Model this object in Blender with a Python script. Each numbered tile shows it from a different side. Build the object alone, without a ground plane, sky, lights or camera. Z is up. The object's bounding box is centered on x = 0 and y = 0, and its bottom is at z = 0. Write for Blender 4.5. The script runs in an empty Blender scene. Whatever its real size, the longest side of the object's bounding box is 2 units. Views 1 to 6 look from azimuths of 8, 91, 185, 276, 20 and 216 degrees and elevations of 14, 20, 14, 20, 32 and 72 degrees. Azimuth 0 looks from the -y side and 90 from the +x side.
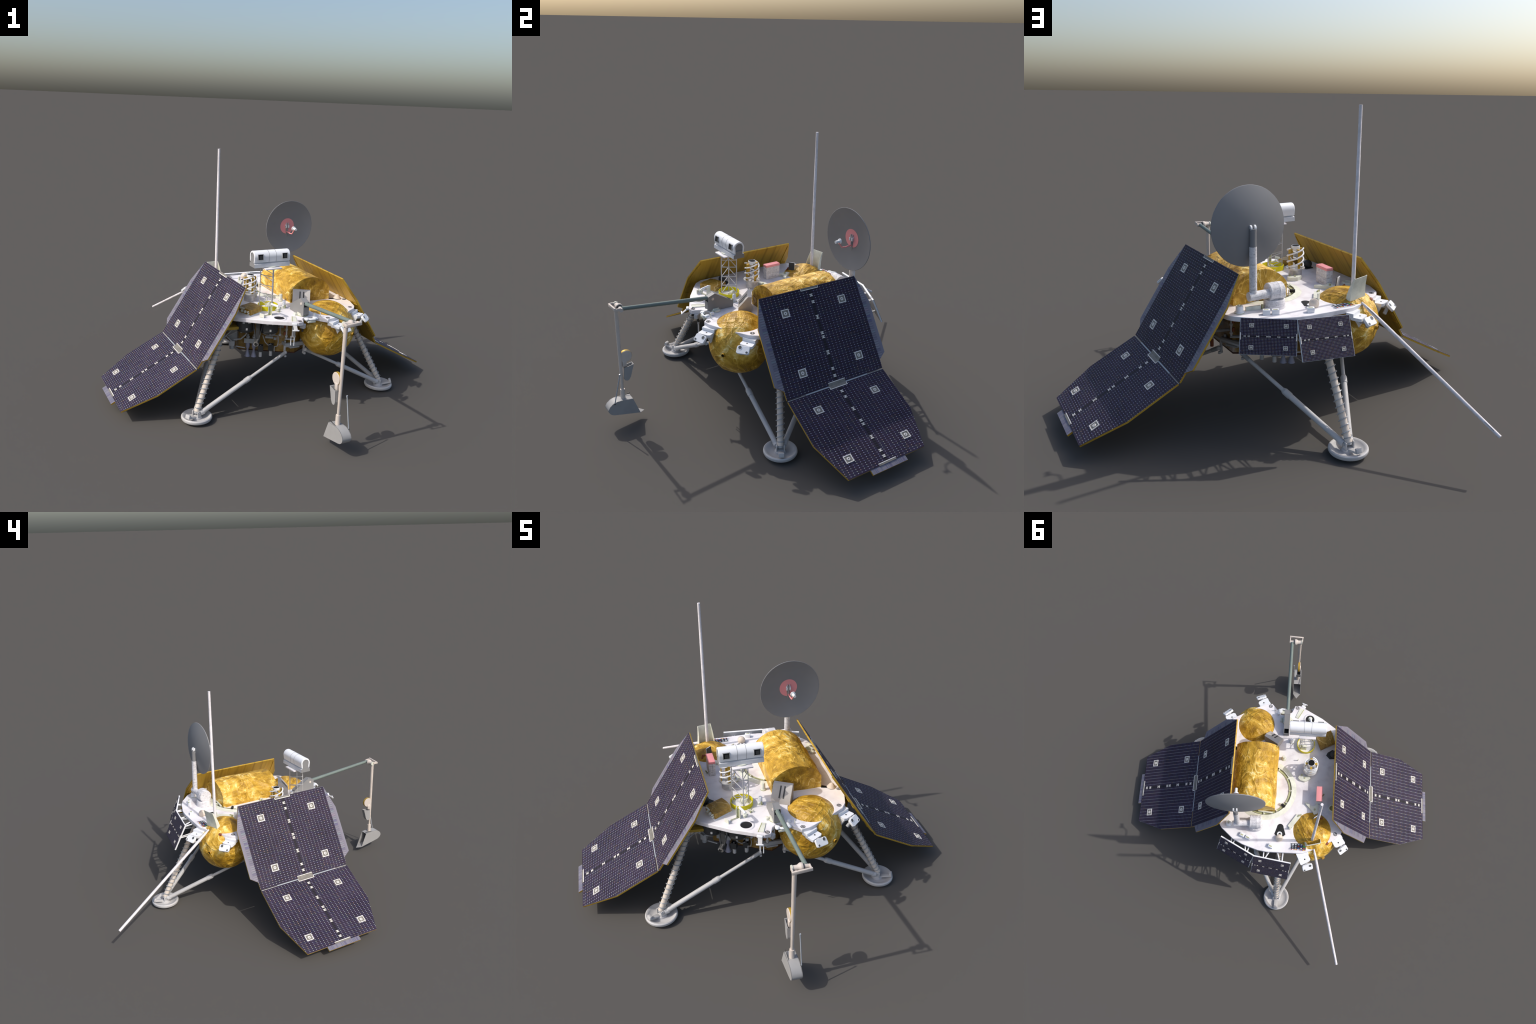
# Planetary lander: white instrument deck on three sprung legs, foil wrapped
# housings, two folding solar wings, dish and rod antennas, a sampling arm.
# Everything is laid out in the lander frame: x right, y to the rear, z up,
# origin on the ground under the deck centre; the root empty turns and places it.
import bpy, bmesh, math, random
from mathutils import Vector, Matrix, noise
from math import sin, cos, pi, radians, hypot, atan2

rng = random.Random(7)
V = Vector

# ------------------------------------------------------------------ materials
def new_mat(name, rough=0.5, metal=0.0, spec=0.3):
    m = bpy.data.materials.new(name)
    m.use_nodes = True
    nt = m.node_tree
    b = nt.nodes["Principled BSDF"]
    b.inputs["Roughness"].default_value = rough
    b.inputs["Metallic"].default_value = metal
    b.inputs["Specular IOR Level"].default_value = spec
    return m, nt, b

class N:
    """tiny node wiring helper"""
    def __init__(s, nt):
        s.nt = nt
    def node(s, kind, **kw):
        n = s.nt.nodes.new(kind)
        for k, v in kw.items():
            setattr(n, k, v)
        return n
    def link(s, a, b):
        s.nt.links.new(a, b)
    def put(s, sock, val):
        if isinstance(val, bpy.types.NodeSocket):
            s.link(val, sock)
        else:
            sock.default_value = val
    def math(s, op, a, b=0.0, c=None, clamp=False):
        n = s.node("ShaderNodeMath", operation=op, use_clamp=clamp)
        s.put(n.inputs[0], a); s.put(n.inputs[1], b)
        if c is not None:
            s.put(n.inputs[2], c)
        return n.outputs[0]
    def mix(s, f, a, b, mode="MIX"):
        n = s.node("ShaderNodeMix", data_type="RGBA", blend_type=mode)
        s.put(n.inputs[0], f)
        for i, v in ((6, a), (7, b)):
            if not isinstance(v, bpy.types.NodeSocket) and len(v) == 3:
                v = (*v, 1)
            s.put(n.inputs[i], v)
        return n.outputs[2]
    def coords(s, scale=(1, 1, 1), loc=(0, 0, 0), rot=(0, 0, 0)):
        c = s.node("ShaderNodeTexCoord")
        m = s.node("ShaderNodeMapping")
        m.inputs["Scale"].default_value = scale
        m.inputs["Location"].default_value = loc
        m.inputs["Rotation"].default_value = rot
        s.link(c.outputs["Object"], m.inputs["Vector"])
        return m.outputs[0]
    def noise(s, vec, scale, detail=4, rough=0.55, dist=0.0):
        n = s.node("ShaderNodeTexNoise")
        s.link(vec, n.inputs["Vector"])
        n.inputs["Scale"].default_value = scale
        n.inputs["Detail"].default_value = detail
        n.inputs["Roughness"].default_value = rough
        n.inputs["Distortion"].default_value = dist
        return n.outputs["Fac"]
    def ramp(s, fac, stops):
        n = s.node("ShaderNodeValToRGB")
        s.link(fac, n.inputs[0])
        e = n.color_ramp.elements
        while len(e) < len(stops):
            e.new(0.5)
        for el, (p, c) in zip(e, stops):
            el.position = p
            el.color = (*c, 1)
        return n.outputs[0]
    def bump(s, bsdf, height, strength, dist):
        n = s.node("ShaderNodeBump")
        n.inputs["Strength"].default_value = strength
        n.inputs["Distance"].default_value = dist
        s.link(height, n.inputs["Height"])
        s.link(n.outputs[0], bsdf.inputs["Normal"])

def plain(name, col, rough=0.5, metal=0.0, vary=0.12, scale=14, spec=0.3):
    m, nt, b = new_mat(name, rough, metal, spec)
    n = N(nt)
    f = n.noise(n.coords(), scale, 5, 0.6)
    dark = tuple(c * (1 - vary) for c in col)
    light = tuple(min(1, c * (1 + vary * 0.6)) for c in col)
    n.link(n.ramp(f, [(0.32, dark), (0.66, light)]), b.inputs["Base Color"])
    return m

def mat_deck():
    m, nt, b = new_mat("white_deck_paint", 0.55)
    n = N(nt)
    co = n.coords()
    f = n.noise(co, 9, 6, 0.6, 0.4)
    g = n.noise(co, 3.2, 4, 0.55, 0.8)
    c1 = n.ramp(f, [(0.28, (0.62, 0.58, 0.60)), (0.46, (0.80, 0.77, 0.785)), (0.62, (0.86, 0.835, 0.845))])
    c2 = n.ramp(g, [(0.30, (0.86, 0.82, 0.81)), (0.5, (1, 1, 1)), (1, (1, 1, 1))])
    n.link(n.mix(0.8, c1, c2, "MULTIPLY"), b.inputs["Base Color"])
    return m

def mat_foil(name="gold_foil", seed=0.0, bright=1.0, creases=1.0):
    """creased gold blanket: broad bright and dull sweeps, long thin creases
    with glints painted pale along one side, fine crinkle as bump"""
    m, nt, b = new_mat(name, 0.40, 0.0, 0.4)
    n = N(nt)
    co = n.coords(loc=(seed, seed * 0.7, seed * 1.3))
    slant = n.coords(loc=(seed, 0, 2 * seed), scale=(1.0, 0.45, 0.8), rot=(0.5, 0.3, 0.7))
    slant2 = n.coords(loc=(0, seed, 3 * seed), scale=(0.5, 1.0, 0.9), rot=(-0.4, 0.6, -0.5))
    big = n.noise(co, 6.5, 3, 0.5, 1.4)
    sweep = n.noise(slant, 12.0, 5, 0.62, 1.2)
    fine = n.noise(co, 60.0, 3, 0.6, 0.8)
    def crease(vec, scale, width):
        f = n.noise(vec, scale, 2, 0.45, 1.1)
        d = n.math("SUBTRACT", f, 0.5)
        a = n.math("ABSOLUTE", d)
        return n.math("SUBTRACT", 1.0, n.math("DIVIDE", a, width), clamp=True), d, a
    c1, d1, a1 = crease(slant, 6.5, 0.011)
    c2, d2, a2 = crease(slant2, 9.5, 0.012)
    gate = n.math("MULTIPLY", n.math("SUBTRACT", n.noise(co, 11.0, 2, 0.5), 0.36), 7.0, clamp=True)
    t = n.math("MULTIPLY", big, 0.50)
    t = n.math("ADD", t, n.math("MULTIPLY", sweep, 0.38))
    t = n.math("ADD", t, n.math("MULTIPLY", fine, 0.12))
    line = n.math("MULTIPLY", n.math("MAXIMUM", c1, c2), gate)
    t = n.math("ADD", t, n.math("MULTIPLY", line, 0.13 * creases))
    # shade tinted into the colour on the far flank of each crease
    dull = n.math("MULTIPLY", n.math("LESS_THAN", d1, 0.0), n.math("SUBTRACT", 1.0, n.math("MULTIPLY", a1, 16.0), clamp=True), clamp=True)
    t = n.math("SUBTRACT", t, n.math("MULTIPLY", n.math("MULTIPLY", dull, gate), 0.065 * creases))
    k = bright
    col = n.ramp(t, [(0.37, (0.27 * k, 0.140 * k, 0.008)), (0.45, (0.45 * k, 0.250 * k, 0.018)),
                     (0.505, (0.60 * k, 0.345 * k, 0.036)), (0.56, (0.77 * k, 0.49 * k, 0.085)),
                     (0.63, (0.98 * k, 0.79 * k, 0.34))])  # palest stop bakes the foil's highlights into the base colour
    n.link(col, b.inputs["Base Color"])
    h = n.math("ADD", n.math("MULTIPLY", a1, -3.0), n.math("MULTIPLY", a2, -2.0))
    h = n.math("ADD", h, n.math("MULTIPLY", sweep, 1.5))
    h = n.math("ADD", h, n.math("MULTIPLY", fine, 0.35))
    n.bump(b, h, 0.85 * creases, 0.012)
    return m

def mat_gold_back():
    """foil face sheet of the solar boards: streaks that run down the slope"""
    m, nt, b = new_mat("gold_backing", 0.5, 0.15)
    n = N(nt)
    co = n.coords(scale=(30, 1.6, 6))
    f = n.noise(co, 1.0, 5, 0.6, 0.3)
    g = n.noise(n.coords(scale=(9, 0.8, 4), loc=(3, 1, 0)), 1.0, 3, 0.5, 0.2)
    t = n.math("ADD", n.math("MULTIPLY", f, 0.55), n.math("MULTIPLY", g, 0.45))
    col = n.ramp(t, [(0.34, (0.20, 0.110, 0.010)), (0.44, (0.36, 0.215, 0.022)), (0.52, (0.50, 0.315, 0.036)), (0.60, (0.46, 0.265, 0.030)), (0.68, (0.62, 0.42, 0.065))])
    n.link(col, b.inputs["Base Color"])
    return m

def mat_cells(name, half_w, length, pw, ps, mid_half, dot=1.0):
    """solar cells in sheet coordinates x across, y along: dark cells, silvery
    contact dots at the cell corners, thin row lines, a dead strip mid-sheet"""
    m, nt, b = new_mat(name, 0.5, 0.0, 0.12)
    n = N(nt)
    tc = n.node("ShaderNodeTexCoord")
    sep = n.node("ShaderNodeSeparateXYZ")
    n.link(tc.outputs["Object"], sep.inputs[0])
    x, y = sep.outputs[0], sep.outputs[1]
    u = n.math("DIVIDE", n.math("ADD", x, half_w), pw)
    v = n.math("DIVIDE", y, ps)
    du = n.math("PINGPONG", u, 0.5)
    dv = n.math("PINGPONG", v, 0.5)
    cu = n.math("ROUND", u); cv = n.math("ROUND", v)
    ci = n.node("ShaderNodeCombineXYZ")
    n.link(cu, ci.inputs[0]); n.link(cv, ci.inputs[1])
    wn = n.node("ShaderNodeTexWhiteNoise", noise_dimensions="2D")
    n.link(ci.outputs[0], wn.inputs["Vector"])
    # dots: metric distance to the nearest cell corner
    ex = n.math("MULTIPLY", du, pw); ey = n.math("MULTIPLY", dv, ps)
    d = n.math("SQRT", n.math("ADD", n.math("MULTIPLY", ex, ex), n.math("MULTIPLY", ey, ey)))
    r = 0.0026 * dot
    dotm = n.math("SUBTRACT", 1.0, n.math("DIVIDE", n.math("SUBTRACT", d, r * 0.45), r * 0.65, clamp=True), clamp=True)
    tint = n.ramp(wn.outputs["Value"], [(0.0, (0.26, 0.25, 0.42)), (0.45, (0.42, 0.42, 0.48)), (0.78, (0.40, 0.46, 0.36)), (0.93, (0.48, 0.32, 0.24))])
    # row lines
    line = n.math("LESS_THAN", ey, 0.0011 * dot)
    fl = n.node("ShaderNodeCombineXYZ")
    n.link(n.math("FLOOR", u), fl.inputs[0]); n.link(n.math("FLOOR", v), fl.inputs[1])
    wc = n.node("ShaderNodeTexWhiteNoise", noise_dimensions="2D")
    n.link(fl.outputs[0], wc.inputs["Vector"])
    cell = n.ramp(wc.outputs["Value"], [(0.0, (0.028, 0.020, 0.032)), (0.5, (0.036, 0.024, 0.040)), (0.8, (0.029, 0.025, 0.046)), (1.0, (0.037, 0.032, 0.038))])
    patch = n.noise(tc.outputs["Object"], 5.0, 3, 0.5, 0.3)
    shade = n.ramp(patch, [(0.3, (0.72, 0.74, 0.80)), (0.65, (1.15, 1.12, 1.18))])
    cell = n.mix(1.0, cell, shade, "MULTIPLY")
    c = n.mix(n.math("MULTIPLY", line, 0.75), cell, (0.060, 0.052, 0.10))
    c = n.mix(dotm, c, tint)
    strip = n.math("LESS_THAN", n.math("ABSOLUTE", x), mid_half)
    sc = n.mix(line, (0.020, 0.017, 0.021), (0.045, 0.042, 0.055))
    c = n.mix(strip, c, sc)
    n.link(c, b.inputs["Base Color"])
    return m

def mat_stripes(name, along):
    """lilac grey ribbed edge strips beside the cells"""
    m, nt, b = new_mat(name, 0.5)
    n = N(nt)
    tc = n.node("ShaderNodeTexCoord")
    sep = n.node("ShaderNodeSeparateXYZ")
    n.link(tc.outputs["Object"], sep.inputs[0])
    ax = n.math("ABSOLUTE", sep.outputs[0])
    def band(sock, rate):
        q = n.math("FLOOR", n.math("MULTIPLY", sock, rate))
        w = n.node("ShaderNodeTexWhiteNoise", noise_dimensions="1D")
        n.link(q, w.inputs["W"])
        col = n.ramp(w.outputs["Value"], [(0.0, (0.124, 0.112, 0.198)), (0.25, (0.167, 0.155, 0.192)), (0.55, (0.236, 0.217, 0.254)), (0.8, (0.186, 0.211, 0.236)), (1.0, (0.260, 0.192, 0.248))])
        fr = n.math("FRACT", n.math("MULTIPLY", sock, rate))
        return n.mix(n.math("MULTIPLY", n.math("LESS_THAN", fr, 0.40), 0.62), col, (0.099, 0.093, 0.130))
    if along == "x":
        c = band(sep.outputs[0], 240)
    else:
        rib = band(sep.outputs[1], 78)
        edge = band(ax, 150)
        soft = n.mix(0.6, edge, (0.211, 0.192, 0.236))
        c = n.mix(n.math("GREATER_THAN", ax, 0.345), rib, soft)
    n.link(c, b.inputs["Base Color"])
    return m

def mat_wrap():
    """quilted grey-white tape wrap"""
    m, nt, b = new_mat("wrapped_white_fabric", 0.6)
    n = N(nt)
    co = n.coords()
    f = n.noise(co, 55, 5, 0.7, 1.5)
    g = n.noise(n.coords(scale=(1, 1, 5)), 30, 3, 0.6, 0.5)
    t = n.math("ADD", n.math("MULTIPLY", f, 0.6), n.math("MULTIPLY", g, 0.4))
    n.link(n.ramp(t, [(0.36, (0.38, 0.37, 0.38)), (0.47, (0.64, 0.62, 0.63)), (0.6, (0.78, 0.76, 0.77))]), b.inputs["Base Color"])
    n.bump(b, t, 0.5, 0.004)
    return m

M = {}
M["deck"] = mat_deck()
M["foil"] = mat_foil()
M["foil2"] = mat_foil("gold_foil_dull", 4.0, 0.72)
M["body"] = mat_foil("gold_foil_smooth", 9.0, 0.50, 0.3)  # foil colour halved: the skylight-only gloom under the deck is baked in
M["back"] = mat_gold_back()
M["goldplate"] = plain("gold_strip", (0.52, 0.33, 0.045), 0.45, 0.2, 0.25, 40)
M["cells"] = mat_cells("solar_cells_upper", 0.318, 0.534, 0.636 / 28, 0.534 / 41, 0.0090)
M["cells2"] = mat_cells("solar_cells_lower", 0.318, 0.473, 0.636 / 28, 0.473 / 41, 0.0090)
M["cells3"] = mat_cells("solar_cells_small", 0.09, 0.24, 0.18 / 30, 0.24 / 40, 0.0026, 0.46)
M["stripe"] = mat_stripes("ribbed_edge", "y")
M["stripe2"] = mat_stripes("ribbed_tab", "x")
M["white"] = plain("white_enamel", (0.80, 0.81, 0.83), 0.4, 0, 0.06)
M["camwhite"] = plain("camera_white", (0.86, 0.865, 0.88), 0.35, 0, 0.03)
M["rod"] = plain("rod_white", (0.74, 0.70, 0.71), 0.5, 0, 0.14, 30)
M["cream"] = plain("cream_paint", (0.70, 0.705, 0.60), 0.5, 0, 0.16, 25)
M["olive"] = plain("olive_paint", (0.42, 0.43, 0.24), 0.6, 0, 0.25, 30)
M["tan"] = plain("tan_fabric", (0.70, 0.60, 0.50), 0.6, 0, 0.10)
M["grey"] = plain("grey_aluminium", (0.52, 0.51, 0.505), 0.5, 0, 0.08)
M["midgrey"] = plain("grey_fitting", (0.38, 0.385, 0.39), 0.5, 0, 0.15)
M["scoop"] = plain("scoop_grey", (0.34, 0.335, 0.33), 0.5, 0, 0.06)
M["leg"] = plain("leg_sleeve", (0.68, 0.60, 0.52), 0.55, 0, 0.10, 30)
M["wire"] = plain("spring_steel", (0.40, 0.43, 0.46), 0.4, 0.2, 0.08)
M["dish"] = plain("dish_grey", (0.235, 0.235, 0.24), 0.5, 0, 0.05, 6)
M["pink"] = plain("pink_paint", (0.86, 0.33, 0.34), 0.5, 0, 0.04)
M["yellow"] = plain("yellow_paint", (0.72, 0.63, 0.01), 0.5, 0, 0.12)
M["black"] = plain("matt_black", (0.016, 0.016, 0.018), 0.7, 0, 0.3)
M["drum"] = plain("dark_drum", (0.045, 0.046, 0.046), 0.5, 0, 0.2)
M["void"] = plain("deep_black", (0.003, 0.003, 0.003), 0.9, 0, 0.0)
M["nozzle"] = plain("nozzle_violet", (0.30, 0.30, 0.38), 0.45, 0.1, 0.1)
M["armgreen"] = plain("green_grey_tube", (0.165, 0.205, 0.185), 0.45, 0, 0.08)
M["beige"] = plain("beige_joint", (0.60, 0.53, 0.47), 0.5, 0, 0.06)
M["boxgrey"] = plain("box_grey", (0.24, 0.237, 0.235), 0.5, 0, 0.05)
M["boxbeige"] = plain("box_beige", (0.48, 0.445, 0.41), 0.5, 0, 0.08)
M["copper"] = plain("copper_brown", (0.24, 0.07, 0.03), 0.5, 0, 0.2)
M["chrome"] = plain("bright_steel", (0.75, 0.75, 0.74), 0.2, 0.9, 0.2, 40)
M["wrap"] = mat_wrap()
M["camgrey"] = plain("camera_base_white", (0.66, 0.67, 0.69), 0.4, 0, 0.04)
M["plate"] = plain("plate_silver", (0.76, 0.72, 0.67), 0.4, 0, 0.08, 60)
M["platein"] = plain("plate_khaki", (0.20, 0.185, 0.16), 0.5, 0, 0.2, 60)
M["basket"] = plain("basket_steel", (0.62, 0.61, 0.61), 0.35, 0.3, 0.3, 30)
for nm, c in (("red", (0.55, 0.06, 0.04)), ("blue", (0.06, 0.10, 0.42)), ("green", (0.03, 0.35, 0.04)), ("paper", (0.75, 0.76, 0.78))):
    M[nm] = plain("ink_" + nm, c, 0.5, 0, 0.1)

# ------------------------------------------------------------------ geometry
def basis(z, x=None):
    z = V(z).normalized()
    x = V(x) if x is not None else (V((1, 0, 0)) if abs(z.x) < 0.9 else V((0, 1, 0)))
    x = (x - z * x.dot(z)).normalized()
    y = z.cross(x)
    return Matrix((x, y, z)).transposed()

class Part:
    def __init__(s, *mats):
        s.bm = bmesh.new()
        s.mats = list(mats)
    def mi(s, m):
        if m is None:
            return 0
        if m not in s.mats:
            s.mats.append(m)
        return s.mats.index(m)
    def add(s, verts, faces, m=None):
        vs = [s.bm.verts.new(v) for v in verts]
        k = s.mi(m)
        out = []
        for f in faces:
            try:
                fc = s.bm.faces.new([vs[i] for i in f])
                fc.material_index = k
                out.append(fc)
            except ValueError:
                pass
        return out
    def box(s, c, size, m=None, rot=None, z=None, x=None, bev=0.0):
        R = rot if rot is not None else (basis(z, x) if z is not None else Matrix.Identity(3))
        h = V(size) / 2
        c = V(c)
        if bev <= 0:
            vs = [c + R @ V((sx * h.x, sy * h.y, sz * h.z)) for sz in (-1, 1) for sy in (-1, 1) for sx in (-1, 1)]
            return s.add(vs, [(0, 2, 3, 1), (4, 5, 7, 6), (0, 1, 5, 4), (2, 6, 7, 3), (0, 4, 6, 2), (1, 3, 7, 5)], m)
        t = bmesh.new()
        bmesh.ops.create_cube(t, size=1)
        for v in t.verts:
            v.co = V((v.co.x * size[0], v.co.y * size[1], v.co.z * size[2]))
        bmesh.ops.bevel(t, geom=t.edges[:], offset=bev, segments=2, affect="EDGES", profile=0.5)
        return s.merge(t, m, Matrix.Translation(c) @ R.to_4x4())
    def merge(s, t, m=None, mat=Matrix.Identity(4)):
        t.verts.index_update()
        vs = [mat @ v.co for v in t.verts]
        fs = [[v.index for v in f.verts] for f in t.faces]
        t.free()
        return s.add(vs, fs, m)
    def cyl(s, p0, p1, r0, r1=None, m=None, seg=20, caps=True):
        r1 = r0 if r1 is None else r1
        p0, p1 = V(p0), V(p1)
        R = basis(p1 - p0)
        vs = []
        for p, r in ((p0, r0), (p1, r1)):
            vs += [p + R @ V((r * cos(2 * pi * i / seg), r * sin(2 * pi * i / seg), 0)) for i in range(seg)]
        fs = [(i, (i + 1) % seg, seg + (i + 1) % seg, seg + i) for i in range(seg)]
        if caps:
            fs += [tuple(range(seg))[::-1], tuple(range(seg, 2 * seg))]
        return s.add(vs, fs, m)
    def lathe(s, prof, o, z=(0, 0, 1), m=None, seg=32, closed=False):
        """profile of (radius, height) turned round the axis z through o"""
        R = basis(z)
        o = V(o)
        vs, rows = [], []
        for r, h in prof:
            if r < 1e-6:
                rows.append([len(vs)])
                vs.append(o + R @ V((0, 0, h)))
            else:
                rows.append(list(range(len(vs), len(vs) + seg)))
                vs += [o + R @ V((r * cos(2 * pi * i / seg), r * sin(2 * pi * i / seg), h)) for i in range(seg)]
        fs = []
        pairs = list(zip(rows, rows[1:])) + ([(rows[-1], rows[0])] if closed else [])
        for a, b in pairs:
            for i in range(seg):
                j = (i + 1) % seg
                if len(a) == 1 and len(b) == 1:
                    continue
                if len(a) == 1:
                    fs.append((a[0], b[j], b[i]))
                elif len(b) == 1:
                    fs.append((a[i], a[j], b[0]))
                else:
                    fs.append((a[i], a[j], b[j], b[i]))
        return s.add(vs, fs, m)
    def tube(s, pts, r, m=None, seg=8, caps=True):
        pts = [V(p) for p in pts]
        n = len(pts)
        rad = r if isinstance(r, (list, tuple)) else [r] * n
        vs, x = [], None
        for i, p in enumerate(pts):
            d = (pts[min(i + 1, n - 1)] - pts[max(i - 1, 0)]).normalized()
            if x is None:
                x = basis(d).col[0]
            x = (x - d * x.dot(d)).normalized()
            y = d.cross(x)
            vs += [p + (x * cos(2 * pi * k / seg) + y * sin(2 * pi * k / seg)) * rad[i] for k in range(seg)]
        fs = [(i * seg + k, i * seg + (k + 1) % seg, (i + 1) * seg + (k + 1) % seg, (i + 1) * seg + k) for i in range(n - 1) for k in range(seg)]
        if caps:
            fs += [tuple(range(seg))[::-1], tuple(range((n - 1) * seg, n * seg))]
        return s.add(vs, fs, m)
    def prism(s, poly, z0, z1, m=None, mat=Matrix.Identity(4), top=None, bottom=None):
        """polygon in xy pushed from z0 to z1, then carried by mat"""
        n = len(poly)
        vs = [mat @ V((*p, z0)) for p in poly] + [mat @ V((*p, z1)) for p in poly]
        fs = [(i, (i + 1) % n, n + (i + 1) % n, n + i) for i in range(n)]
        area = sum(poly[i][0] * poly[(i + 1) % n][1] - poly[(i + 1) % n][0] * poly[i][1] for i in range(n))
        a, b = tuple(range(n))[::-1], tuple(range(n, 2 * n))
        flip = (area < 0) != (z1 < z0)
        if flip:
            fs = [f[::-1] for f in fs]; a = a[::-1]; b = b[::-1]
        s.add(vs, fs, m)
        s.add([vs[i] for i in a], [tuple(range(n))], bottom or m)
        s.add([vs[i] for i in b], [tuple(range(n))], top or m)
    def sphere(s, c, r, m=None, seg=24, scale=(1, 1, 1)):
        t = bmesh.new()
        bmesh.ops.create_uvsphere(t, u_segments=seg, v_segments=seg // 2, radius=r)
        return s.merge(t, m, Matrix.Translation(V(c)) @ Matrix.Diagonal((*scale, 1)))
    def helix(s, c0, c1, R, turns, r, m=None, per=18, seg=6, phase=0.0):
        c0, c1 = V(c0), V(c1)
        B = basis(c1 - c0)
        n = int(turns * per)
        pts = [c0.lerp(c1, i / n) + B @ V((R * cos(phase + 2 * pi * i / per), R * sin(phase + 2 * pi * i / per), 0)) for i in range(n + 1)]
        return s.tube(pts, r, m, seg)
    def mesh(s, name, angle=38, weld=True):
        if weld:
            bmesh.ops.remove_doubles(s.bm, verts=s.bm.verts[:], dist=1e-6)
        bmesh.ops.recalc_face_normals(s.bm, faces=s.bm.faces[:])
        me = bpy.data.meshes.new(name)
        s.bm.to_mesh(me)
        s.bm.free()
        for m in s.mats:
            me.materials.append(M[m])
        me.polygons.foreach_set("use_smooth", [True] * len(me.polygons))
        me.set_sharp_from_angle(angle=radians(angle))
        return me

def link(name, me, parent=None, mat=None):
    o = bpy.data.objects.new(name, me)
    bpy.context.scene.collection.objects.link(o)
    if parent is not None:
        o.parent = parent
    if mat is not None:
        o.matrix_local = mat
    return o

def obj(part, name, parent, mat=None, angle=38, stuff=False):
    o = link(name, part.mesh(name, angle), parent, mat)
    if stuff:
        o["kind"] = "stuff"
    return o

def rotz(a):
    return Matrix.Rotation(radians(a), 4, "Z")

def frame(o, x, y, z):
    m = Matrix((V(x), V(y), V(z))).transposed().to_4x4()
    m.translation = V(o)
    return m

root = bpy.data.objects.new("planetary_lander", None)
bpy.context.scene.collection.objects.link(root)
root.location = (0.0057, 0.059, 0)
root.rotation_euler = (0, 0, radians(34))
root["label"] = "three-legged planetary lander with gold foil, solar wings and antennas"
root["category"] = "space lander"

# ---- foil: voxel skin over a closed shape, then folds pushed along the normals
def fold(p, seed, s1, s2):
    """crumpled sheet: flat facets that meet in sharp valleys, at two sizes"""
    q = V(p) + V((seed, seed * 2.1, -seed))
    w = noise.noise_vector(q * s1 * 0.5) * 0.30 / s1
    h = 0.0
    for k, sc in ((0.50, s1), (0.14, s2)):
        d = noise.voronoi((q + w) * sc)[0]
        h += k * min(d[1] - d[0], 0.55)
    r = 1 - abs(noise.noise((q + w) * s1 * 0.55 + V((3, 1, 2))))
    return h - 0.13 + 0.8 * (r ** 6 - 0.25)

def foil_mesh(part, name, depth, amp, seed, s1=9, s2=24, keep=None):
    me = part.mesh(name)
    t = bpy.data.objects.new("tmp", me)
    bpy.context.scene.collection.objects.link(t)
    md = t.modifiers.new("r", "REMESH")
    md.mode, md.octree_depth, md.scale = "SHARP", depth, 0.95
    dg = bpy.context.evaluated_depsgraph_get()
    out = bpy.data.meshes.new_from_object(t.evaluated_get(dg))
    bpy.data.objects.remove(t)
    out.name = name
    crease(out, amp, seed, s1, s2, keep)
    out.set_sharp_from_angle(angle=radians(48))
    out.materials.clear()
    for m in part.mats:
        out.materials.append(M[m])
    return out

def crease(me, amp, seed, s1, s2, keep=None):
    nrm = [V(v.normal) for v in me.vertices]
    for v, nn in zip(me.vertices, nrm):
        k = amp if keep is None else amp * keep(v.co)
        v.co = v.co + nn * (fold(v.co, seed, s1, s2) * k)
    me.polygons.foreach_set("use_smooth", [True] * len(me.polygons))

# ================================================================== deck
DECK, THICK = 0.575, 0.023
TANK_R, TANK_D, TANK_Z = 0.168, 0.4105, 0.456

def deck_outline():
    half = [(-0.050, -0.512), (-0.032, -0.466), (0.004, -0.436), (0.042, -0.440), (0.057, -0.461), (0.108, -0.519), (0.150, -0.513)]
    c = (TANK_D * cos(radians(-60)), TANK_D * sin(radians(-60)))
    a0, a1 = -78.0, -42.0
    arc = []
    steps = 34
    for i in range(steps + 1):
        a = radians(a0 - (360 - (a1 - a0)) * i / steps)
        arc.append((c[0] + 0.1215 * cos(a), c[1] + 0.1215 * sin(a)))
    half += arc
    half += [(0.366, -0.396), (0.396, -0.356), (0.424, -0.266), (0.424, 0.0), (0.420, 0.26), (0.396, 0.345), (0.378, 0.372), (0.300, 0.440)]
    half += [(0.240, 0.470), (0.134, 0.504)]
    # the rear half repeats the front one turned half round, without the arm notch
    rear = [(0.075, 0.510), (-0.108, 0.508), (-0.150, 0.506)] + [(-x, -y) for x, y in arc] + \
           [(-0.366, 0.396), (-0.396, 0.356), (-0.424, 0.266), (-0.424, 0.0), (-0.420, -0.27), (-0.392, -0.318), (-0.334, -0.362), (-0.240, -0.430), (-0.082, -0.516)]
    return half + rear

p = Part("deck")
p.prism(deck_outline(), DECK - THICK, DECK)
deck = obj(p, "deck", root, angle=30)
bev = deck.modifiers.new("edge", "BEVEL")
bev.width, bev.segments, bev.limit_method, bev.angle_limit = 0.0022, 2, "ANGLE", radians(50)

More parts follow.
